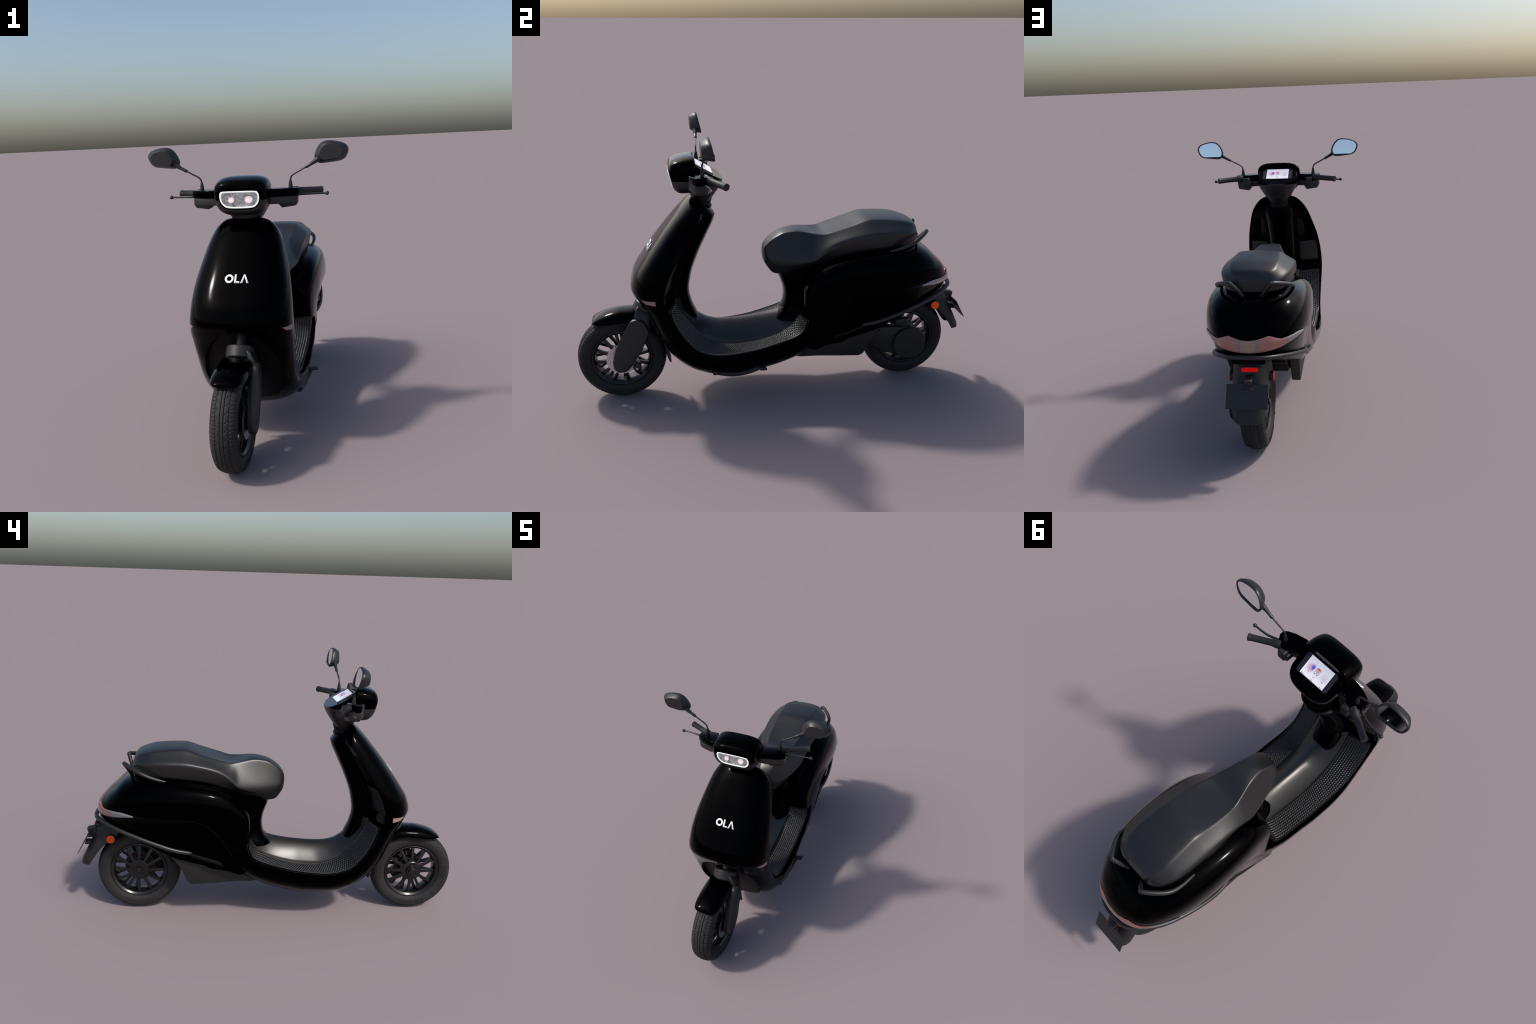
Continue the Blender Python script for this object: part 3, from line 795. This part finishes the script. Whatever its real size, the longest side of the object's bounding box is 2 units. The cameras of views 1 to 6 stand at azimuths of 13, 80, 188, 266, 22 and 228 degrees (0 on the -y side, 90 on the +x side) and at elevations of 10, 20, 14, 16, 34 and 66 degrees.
scr = slab("display_screen", [(0.0645, 0.0435), (-0.0645, 0.0435), (-0.0645, -0.0435), (0.0645, -0.0435)], 0.0020, 0.0035, M_SCREEN, parent=disp)
def text_mesh(body, size, extrude):
    cu = bpy.data.curves.new("t", 'FONT'); cu.body = body; cu.size = size; cu.extrude = extrude
    cu.align_x = 'CENTER'; cu.align_y = 'CENTER'; cu.resolution_u = 4
    o = bpy.data.objects.new("t", cu); COL.objects.link(o)
    dg = bpy.context.evaluated_depsgraph_get(); dg.update()
    me = bpy.data.meshes.new_from_object(o.evaluated_get(dg))
    bpy.data.objects.remove(o); return me
def digit_ring(cx, cy, rx, ry, t):
    a = np.linspace(0, 2 * PI, 40, endpoint=False)
    R = [np.column_stack([cx + (rx + k) * spow(np.cos(a), 0.85), cy + (ry + k) * spow(np.sin(a), 0.85), np.full(40, z_)]) for k, z_ in ((0, 0.0035), (0, 0.0041), (-t, 0.0041), (-t, 0.0035))]
    return obj("speed_digit", np.vstack(R), grid_faces(4, 40, True), M_INK, disp, 30)
digit_ring(-0.0062, -0.0040, 0.0054, 0.0078, 0.0016); digit_ring(0.0062, -0.0040, 0.0054, 0.0078, 0.0016)
for (cx, cy, w) in ((-0.052, -0.040, 0.007), (0.0, -0.0395, 0.006), (0.050, -0.040, 0.005), (0.0, -0.027, 0.004), (0.043, -0.020, 0.005), (-0.035, -0.020, 0.004)):
    slab("screen_caption", [(cx + w, cy + 0.0009), (cx - w, cy + 0.0009), (cx - w, cy - 0.0009), (cx + w, cy - 0.0009)], 0.0033, 0.0038, M_SATIN, disp)

# handlebar arms
ARM = [(0.100, -0.436), (0.150, -0.434), (0.200, -0.422), (0.232, -0.407), (0.250, -0.393), (0.248, -0.370), (0.224, -0.334), (0.170, -0.338), (0.152, -0.360), (0.100, -0.368)]
arm = prism("handlebar_arm", ARM, 2, 1.1315, 1.167, M_GLOSS, bev=0.005)
lower = prism("handlebar_arm_base", [(0.100, -0.430), (0.150, -0.428), (0.200, -0.418), (0.232, -0.404), (0.244, -0.392), (0.242, -0.372), (0.220, -0.338), (0.172, -0.342), (0.154, -0.364), (0.100, -0.370)], 2, 1.098, 1.1320, M_SATIN, parent=arm, bev=0.004)
hous = loft("switch_housing", [[(0.172, -0.405, 1.079), (0.234, -0.392, 1.086), (0.234, -0.345, 1.086), (0.172, -0.332, 1.079)],
                               [(0.158, -0.421, 1.100), (0.240, -0.400, 1.100), (0.240, -0.345, 1.100), (0.158, -0.325, 1.100)],
                               [(0.158, -0.421, 1.131), (0.243, -0.400, 1.131), (0.243, -0.345, 1.131), (0.158, -0.325, 1.131)]], M_SATIN, parent=arm)
bevel(hous, 0.004)
sw = box("switch_block", (0.186, -0.331, 1.128), (0.040, 0.036, 0.050), M_MATTE, parent=arm, bev=0.006)
grip = turned("grip", [(0.0, -0.012), (0.019, -0.012), (0.0195, 0.0), (0.0195, 0.012), (0.0165, 0.022), (0.0150, 0.030), (0.0148, 0.120), (0.0155, 0.126), (0.0165, 0.128), (0.0165, 0.135), (0.0150, 0.137), (0.0, 0.137)],
              (0.222, -0.338, 1.150), (0.118, 0.065, -0.004), M_MATTE, n=28)
lev = tube("brake_lever", [(0.222, -0.370, 1.134), (0.252, -0.358, 1.134), (0.278, -0.349, 1.134), (0.305, -0.342, 1.134), (0.339, -0.339, 1.134), (0.370, -0.338, 1.134)], [0.0065, 0.0060, 0.0054, 0.0050, 0.0046, 0.0046], M_ROD, res=24, n=12)
ball = turned("lever_ball", [(0.0092 * math.sin(a), -0.0092 * math.cos(a)) for a in np.linspace(0.02, PI - 0.02, 13)], (0.371, -0.338, 1.134), (1, 0, 0), M_ROD, parent=lev, n=20, sharp=60)
ac = mirror_copy(arm)
for o in (lower, hous, sw): mirror_copy(o).parent = ac
mirror_copy(grip); lc = mirror_copy(lev); mirror_copy(ball).parent = lc

# ================================================================== MIRRORS
MOUT = [(0.318, 1.302), (0.330, 1.336), (0.355, 1.363), (0.392, 1.3695), (0.437, 1.361), (0.464, 1.347), (0.4725, 1.325), (0.461, 1.295), (0.442, 1.280), (0.415, 1.2745), (0.346, 1.2690), (0.326, 1.280)]
mo = cr(MOUT, 60, True); mc = np.array([0.398, 1.3185])
def mring(sc, y, tilt=0.22):
    P = mc + (mo - mc) * sc
    return np.column_stack([P[:, 0], y - (P[:, 1] - 1.3185) * tilt, P[:, 1]])
msh = loft("mirror", [mring(0.87, -0.341), mring(0.885, -0.337), mring(0.94, -0.3345), mring(0.985, -0.3365), mring(1.0, -0.341), mring(0.985, -0.348, 0.20), mring(0.90, -0.360, 0.13), mring(0.72, -0.378, 0.04),
                      mring(0.66, -0.382, 0.03), mring(0.62, -0.382, 0.03)], M_SATIN, sharp=35)
mg = loft("mirror_glass", [mring(0.88, -0.3415, 0.15), mring(0.88, -0.3385, 0.15), mring(0.45, -0.3384, 0.15)], M_MIRROR, parent=msh, sharp=30)
stem = tube("mirror_stem", [(0.209, -0.365, 1.180), (0.2095, -0.365, 1.200), (0.214, -0.365, 1.216), (0.228, -0.364, 1.228), (0.255, -0.362, 1.242), (0.290, -0.359, 1.261)], 0.0040, M_ROD, parent=msh, res=36, n=12)
boot = tube("mirror_boot", [(0.209, -0.365, 1.160), (0.209, -0.365, 1.172), (0.209, -0.365, 1.185), (0.2092, -0.365, 1.199)], [0.0100, 0.0098, 0.0085, 0.0058], M_MATTE, parent=msh, n=18)
joint = tube("mirror_joint", [(0.283, -0.360, 1.257), (0.304, -0.359, 1.2685)], 0.0078, M_ROD, parent=msh, n=14)
neck = tube("mirror_neck", [(0.302, -0.359, 1.267), (0.316, -0.359, 1.276), (0.334, -0.356, 1.288), (0.350, -0.353, 1.298)], [0.0070, 0.0095, 0.0125, 0.0130], M_MATTE, parent=msh, n=18)
ms2 = mirror_copy(msh)
for o in (mg, stem, boot, joint, neck): mirror_copy(o).parent = ms2

# ================================================================== WHEELS
TYRE = [(-0.036, 0.1455), (-0.043, 0.150), (-0.051, 0.160), (-0.0555, 0.175), (-0.0555, 0.188), (-0.0515, 0.200), (-0.044, 0.2085), (-0.030, 0.2145), (-0.015, 0.2182), (0, 0.2195)]
TYRE = TYRE + [(-x, r) for x, r in TYRE[-2::-1]]
TP = cr(TYRE, 129)
def sidewall_x(r):
    half = TP[:56]; return float(np.interp(r, half[:, 1], -half[:, 0]))
def tread(x, a):
    """groove depth (0..1) of the tread pattern at lateral position x, angle a"""
    ax = abs(x)
    d = 0.0
    def groove(dist, w): return max(0.0, min(1.0, 1.4 * (1 - dist / w)))
    d = max(d, groove(abs(ax - 0.0075), 0.0022))
    d = max(d, groove(abs(ax - 0.0285), 0.0020))
    s = a * 0.219
    p = 0.0344
    if 0.0085 < ax < 0.0285:
        ph = ((s + (p / 2 if x > 0 else 0) + 0.9 * (ax - 0.0085)) / p) % 1.0
        d = max(d, 0.55 * groove(abs(ph - 0.5) * p, 0.0030))
        ph2 = ((s + (p / 2 if x > 0 else 0) - 2.2 * (ax - 0.0185)) / p) % 1.0
        if ax > 0.0185: d = max(d, 0.5 * groove(abs(ph2 - 0.1) * p, 0.0024))
    if 0.031 < ax < 0.0500:
        ph = ((s + 0.35 * (ax - 0.03)) / (p / 2)) % 1.0
        d = max(d, 0.6 * groove(abs(ph - 0.5) * p / 2, 0.0026))
    return d
def tyre_mesh():
    na = 640; nc = len(TP); V = np.zeros((na, nc, 3))
    for i in range(na):
        a = 2 * PI * i / na
        for j, (x, r) in enumerate(TP):
            rr_ = r; xx = x
            if r > 0.196:
                g = tread(x, a) * 0.0040
                nx = x / 0.056 * 0.45; L = math.hypot(nx, 1)
                rr_ = r - g / L; xx = x - g * nx / L
            elif 0.1905 < r < 0.1940 or 0.1520 < r < 0.1550: xx = x + math.copysign(0.0011, x)
            V[i, j] = (xx, rr_ * math.cos(a), rr_ * math.sin(a))
    me = bpy.data.meshes.new("tyre")
    V = V.reshape(-1, 3)
    me.from_pydata(V.tolist(), [], grid_faces(na, nc, False, True))
    bm = bmesh.new(); bm.from_mesh(me); bmesh.ops.recalc_face_normals(bm, faces=bm.faces); bm.to_mesh(me); bm.free()
    return finish(me, M_TYRE, 45)
TYRE_ME = tyre_mesh()

def curved_text(body, size, r0, a0, side, flip=False):
    """raised sidewall lettering wrapped around the tyre"""
    me = text_mesh(body, size, 0.0012)
    bm = bmesh.new(); bm.from_mesh(me)
    for k in np.linspace(-0.55 * size, 0.55 * size, 14):
        bmesh.ops.bisect_plane(bm, geom=bm.verts[:] + bm.edges[:] + bm.faces[:], plane_co=(0, float(k), 0), plane_no=(0, 1, 0))
    bm.to_mesh(me); bm.free()
    for v in me.vertices:
        tx, ty, tz = v.co
        r = r0 + ty; a = a0 + (-side) * tx / r0
        if flip: r = r0 - ty; a = a0 - (-side) * tx / r0
        x = side * (sidewall_x(r) + 0.0008 + tz)
        v.co = (x, r * math.cos(a), r * math.sin(a))
    bm = bmesh.new(); bm.from_mesh(me); bmesh.ops.recalc_face_normals(bm, faces=bm.faces); bm.to_mesh(me); bm.free()
    return me
LETTERS = []
for side in (-1, 1):
    for body, size, r0, deg in (("// CEAT //", 0.030, 0.179, 0), ("// CEAT //", 0.030, 0.179, 180)):
        LETTERS.append(curved_text(body, size, r0, math.radians(deg + 8), side))
    LETTERS.append(curved_text("PARMAX RDS", 0.026, 0.178, math.radians(-90), side, flip=True))
    LETTERS.append(curved_text("TUBELESS", 0.018, 0.180, math.radians(90), side))
    LETTERS.append(curved_text("O", 0.020, 0.176, math.radians(225 if side < 0 else -45), side))
bm = bmesh.new()
for me in LETTERS: bm.from_mesh(me)
LET_ME = bpy.data.meshes.new("tyre_lettering"); bm.to_mesh(LET_ME); bm.free(); finish(LET_ME, M_TYRE, 30)

def spoke_mesh():
    """one cast spoke: a bar that leaves the hub, kinks slightly and meets the barrel; two faces linked by a thin web"""
    V, F = [], []
    rs = np.linspace(0.040, 0.132, 12)
    rings = []
    for r in rs:
        t = (r - 0.04) / 0.092
        off = 0.0
        hw = 0.0074 + 0.0010 * abs(t - 0.45) * 2
        xo = float(np.interp(r, [0.04, 0.078, 0.132], [-0.0415, -0.0405, -0.0300]))
        rings.append([(xo, r, off - hw), (xo, r, off + hw), (xo + 0.016, r, off + hw * 0.85), (xo + 0.016, r, off - hw * 0.85)])
    me_o = loft("tmp", rings, M_RIM, sharp=30); bevel(me_o, 0.0012, 2)
    me = me_o.data; bpy.data.objects.remove(me_o)
    return me
SPOKE_A = spoke_mesh()
SPOKE_B = SPOKE_A.copy()
for v in SPOKE_B.vertices: v.co.x = -v.co.x
SPOKE_B.flip_normals()

def wheel(cy, is_front):
    rim_prof = [(0.147, -0.0425), (0.1475, -0.046), (0.1440, -0.0475), (0.1400, -0.0455), (0.1365, -0.040), (0.1330, -0.038), (0.1290, -0.022), (0.1275, 0.0),
                (0.1290, 0.022), (0.1330, 0.038), (0.1365, 0.040), (0.1400, 0.0455), (0.1440, 0.0475), (0.1475, 0.046), (0.147, 0.0425), (0.140, 0.03), (0.138, 0.0), (0.140, -0.03)]
    rings = []
    for r, h_ in rim_prof: rings.append([(h_, r * math.cos(a), r * math.sin(a)) for a in np.linspace(0, 2 * PI, 120, endpoint=False)])
    V = np.vstack([np.array(r) for r in rings])
    w = obj("wheel", V, grid_faces(len(rings), 120, True, True), M_RIM, None, 35)
    w.location = (0, cy, 0.2195)
    t = link("tyre", TYRE_ME, w)
    lt = link("tyre_lettering", LET_ME, w); lt["kind"] = "stuff"
    for k in range(12):
        for me, ph in ((SPOKE_A, 0.0), (SPOKE_B, 9.0)):
            if me is SPOKE_B and not is_front and False: continue
            s = link("spoke", me, w); s.rotation_euler = (math.radians(30 * k + ph + 1), 0, 0)
    turned("hub", [(0.0, -0.043), (0.050, -0.043), (0.054, -0.040), (0.054, -0.018), (0.030, -0.012), (0.030, 0.012), (0.050, 0.018), (0.050, 0.040), (0.0, 0.041)], (0, 0, 0), (1, 0, 0), M_RIM, w, 64)
    if is_front:
        turned("hub_cap", [(0.0, -0.066), (0.019, -0.066), (0.0215, -0.063), (0.0215, -0.055), (0.028, -0.054), (0.0305, -0.050), (0.031, -0.040)], (0, 0, 0), (1, 0, 0), M_RIM, w, 48)
    else:
        turned("hub_cap", [(0.0, -0.058), (0.010, -0.057), (0.0145, -0.053), (0.015, -0.047), (0.021, -0.047), (0.023, -0.043), (0.023, -0.04)], (0, 0, 0), (1, 0, 0), M_RIM, w, 48)
    return w
fw = wheel(-0.782, True)
rw = wheel(0.692, False)

# brake disc with drilled holes, caliper
def brake_disc():
    n = 96; bmv = bmesh.new()
    rings = []
    o = turned("brake_disc", [(0.052, 0.052), (0.078, 0.052), (0.078, 0.0555), (0.052, 0.0555)], (0, 0, 0), (1, 0, 0), M_STEEL, fw, 96, 30)
    m = None
    me = o.data
    bm = bmesh.new(); bm.from_mesh(me)
    bm.to_mesh(me); bm.free()
    return o
disc = brake_disc()
bmh = bmesh.new()
for k in range(40):
    a = 2 * PI * k / 40; r = (0.058, 0.0635, 0.069)[k % 3]
    bmesh.ops.create_circle(bmh, cap_ends=True, radius=0.0019, segments=10, matrix=Matrix.Translation((0.0560, r * math.cos(a), r * math.sin(a))) @ Matrix.Rotation(PI / 2, 4, 'Y'))
me = bpy.data.meshes.new("disc_hole"); bmh.to_mesh(me); bmh.free(); finish(me, M_DARK, 0)
ho = link("disc_hole", me, disc); ho["kind"] = "stuff"
turned("disc_carrier", [(0.0, 0.045), (0.056, 0.047), (0.056, 0.053), (0.030, 0.058), (0.0, 0.058)], (0, 0, 0), (1, 0, 0), M_RIM, fw, 48)
cal = prism("brake_caliper", [(-0.735, 0.175), (-0.715, 0.205), (-0.695, 0.195), (-0.690, 0.165), (-0.712, 0.140)], 0, 0.035, 0.074, M_RIM, bev=0.004)
turned("caliper_bolt", [(0.0, 0.0), (0.006, 0.0), (0.006, 0.006), (0.0, 0.007)], (0.073, -0.712, 0.172), (1, 0, 0), M_STEEL, cal, 12)

# ================================================================== FRONT FORK (single sided) AND FENDER
ax = (0, 0.465, 0.885)
turned("fork_collar", [(0.0, -0.030), (0.058, -0.030), (0.063, -0.024), (0.063, 0.020), (0.059, 0.025), (0.0, 0.025)], (0.006, -0.650, 0.475), ax, M_SATIN, n=56)
turned("steering_stem", [(0.0, -0.01), (0.024, -0.01), (0.024, 0.18), (0.0, 0.18)], (0.006, -0.645, 0.485), ax, M_SATIN, n=32)
FORK = [(-0.728, 0.440), (-0.700, 0.448), (-0.664, 0.436), (-0.636, 0.378), (-0.684, 0.272), (-0.738, 0.190), (-0.765, 0.168), (-0.800, 0.164), (-0.822, 0.185), (-0.827, 0.221), (-0.814, 0.269), (-0.765, 0.383)]
fork = prism("fork_leg", FORK, 0, 0.062, 0.099, M_SATIN, bev=0.010, seg=4)
sh = loft("fork_shoulder", [[(0.030, -0.700, 0.440), (0.030, -0.615, 0.420), (0.030, -0.590, 0.490), (0.030, -0.690, 0.512)],
                            [(0.066, -0.712, 0.420), (0.066, -0.625, 0.395), (0.070, -0.612, 0.468), (0.064, -0.700, 0.494)],
                            [(0.080, -0.726, 0.385), (0.080, -0.640, 0.350), (0.092, -0.652, 0.420), (0.084, -0.712, 0.450)]], M_SATIN, parent=fork)
bevel(sh, 0.012, 4)
turned("axle", [(0.0, -0.02), (0.014, -0.02), (0.014, 0.05), (0.0, 0.05)], (0.05, -0.782, 0.2195), (1, 0, 0), M_RIM, fork, 24)

FEND = [  # y, crown z, half width, edge z
    (-0.918, 0.414, 0.020, 0.412), (-0.915, 0.425, 0.045, 0.415), (-0.903, 0.436, 0.060, 0.421), (-0.878, 0.450, 0.069, 0.420), (-0.840, 0.464, 0.075, 0.420),
    (-0.780, 0.475, 0.077, 0.425), (-0.720, 0.476, 0.077, 0.431), (-0.670, 0.470, 0.074, 0.430), (-0.625, 0.455, 0.068, 0.410), (-0.590, 0.415, 0.062, 0.375), (-0.570, 0.370, 0.058, 0.340)]
rings = []
for y, zc, w, ze in mono(FEND, 60):
    th = np.linspace(-PI / 2, PI / 2, 33)
    rings.append(np.column_stack([w * spow(np.sin(th), 2 / 2.4), np.full(33, y), ze + (zc - ze) * np.abs(np.cos(th)) ** (2 / 2.2)]))
V = np.vstack(rings)
fe = obj("fender", V, grid_faces(60, 33), M_GLOSS, sharp=60)
m = fe.modifiers.new("s", 'SOLIDIFY'); m.thickness = 0.004; m.offset = -1
apply_mods(fe); smooth_norm(fe, 50)

# ================================================================== REAR DRIVE, SWING ARM, SHOCK
mot = turned("hub_motor", [(0.0, -0.05), (0.080, -0.05), (0.080, 0.030), (0.085, 0.038), (0.0865, 0.042), (0.0865, 0.052), (0.083, 0.056), (0.0, 0.056)], (0.071, 0.692, 0.2205), (1, 0, 0), M_MATTE, n=72)
arm_r = prism("swing_arm", [(0.420, 0.300), (0.430, 0.350), (0.490, 0.335), (0.540, 0.318), (0.62, 0.313), (0.68, 0.308), (0.69, 0.145), (0.63, 0.150), (0.57, 0.172), (0.510, 0.210), (0.47, 0.255)], 0, 0.066, 0.112, M_MATTE, bev=0.008)
prism("shock_bracket", [(0.618, 0.315), (0.618, 0.350), (0.680, 0.354), (0.702, 0.312), (0.71, 0.285), (0.65, 0.285), (0.645, 0.315)], 0, 0.075, 0.104, M_MATTE, parent=arm_r, bev=0.004)
turned("bracket_bolt", [(0.0, 0.0), (0.009, 0.0), (0.009, 0.003), (0.0, 0.004)], (0.104, 0.673, 0.338), (1, 0, 0), M_MATTE, arm_r, 20)
shk = turned("shock_absorber", [(0.0, 0.0), (0.012, 0.0), (0.012, 0.10), (0.018, 0.10), (0.018, 0.17), (0.0, 0.17)], (0.060, 0.665, 0.320), (0, -0.45, 0.9), M_RIM, n=24)
t = np.linspace(0, 1, 160)
d = Vector((0, -0.45, 0.9)).normalized(); side = Vector((1, 0, 0)); oth = d.cross(side)
pts = [tuple(Vector((0.060, 0.665, 0.320)) + d * (0.01 + 0.13 * u) + side * (0.024 * math.cos(u * 14 * PI)) + oth * (0.024 * math.sin(u * 14 * PI))) for u in t]
tube("shock_spring", pts, 0.0034, M_STEEL, parent=shk, n=8)
prism("drive_block", [(0.44, 0.30), (0.44, 0.42), (0.62, 0.44), (0.62, 0.385), (0.54, 0.35), (0.52, 0.30)], 0, -0.128, 0.128, M_DARK, bev=0.005)

# ================================================================== REAR MUDGUARD, PLATE, REFLECTORS
MUD = [  # z, rear y, front y, half width
    (0.252, 0.984, 0.955, 0.050), (0.258, 0.994, 0.948, 0.064), (0.275, 0.991, 0.938, 0.073), (0.340, 0.961, 0.894, 0.080), (0.386, 0.938, 0.852, 0.084), (0.436, 0.914, 0.795, 0.086), (0.480, 0.892, 0.76, 0.084), (0.515, 0.870, 0.75, 0.078)]
rings = []
for z_, yr, yf, w in mono(MUD, 40):
    th = np.linspace(0, PI, 33); tt = 0.005
    outer = np.column_stack([w * spow(np.cos(th), 2 / 2.8), yf + (yr - yf) * spow(np.sin(th), 2 / 2.6), np.full(33, z_)])
    inner = np.column_stack([(w - tt) * spow(np.cos(th[::-1]), 2 / 2.8), yf + (yr - tt - yf) * spow(np.sin(th[::-1]), 2 / 2.6), np.full(33, z_)])
    rings.append(np.vstack([outer, inner]))
mud = loft("mudguard", rings, M_MATTE, sharp=45)
plate = obj("number_plate", [(sx * 0.092, y + t_ * 0.88, z_ + t_ * 0.47) for t_ in (0, 0.003) for sx, y, z_ in ((-1, 0.945, 0.427), (1, 0.945, 0.427), (1, 0.997, 0.333), (-1, 0.997, 0.333))],
            [(0, 1, 2, 3), (4, 7, 6, 5), (0, 4, 5, 1), (1, 5, 6, 2), (2, 6, 7, 3), (3, 7, 4, 0)], M_PLATE, sharp=30)
for z_, y in ((0.415, 0.945), (0.375, 0.957)):
    b = box("plate_bracket", (0, y - 0.005, z_ - 0.012), (0.05, 0.045, 0.014), M_MATTE, parent=plate, bev=0.002)
lampb = box("plate_lamp", (-0.003, 0.932, 0.438), (0.034, 0.056, 0.026), M_MATTE, bev=0.005, rot=Matrix.Rotation(-0.12, 3, 'X'))
rf = slab("red_reflector", rrect(0.038, 0.0093, 0.009), 0, 0.004, M_RED)
rf.matrix_local = Matrix.Translation((-0.008, 0.912, 0.480)) @ Matrix.Rotation(-math.radians(74), 4, 'X')
rfb = slab("red_reflector_base", rrect(0.041, 0.012, 0.011), -0.026, 0.002, M_MATTE, parent=rf)
ind = turned("amber_reflector_housing", [(0.0, -0.045), (0.0215, -0.045), (0.0232, -0.02), (0.0232, -0.001), (0.0202, 0.0), (0.0, 0.0)], (0.100, 0.828, 0.415), (1, 0, 0), M_MATTE, n=36)
il = turned("amber_reflector", [(0.0, -0.002), (0.0207, -0.002), (0.0207, 0.001), (0.019, 0.002), (0.0, 0.0022)], (0.100, 0.828, 0.415), (1, 0, 0), M_ORANGE, parent=ind, n=36)
i2 = mirror_copy(ind); mirror_copy(il).parent = i2
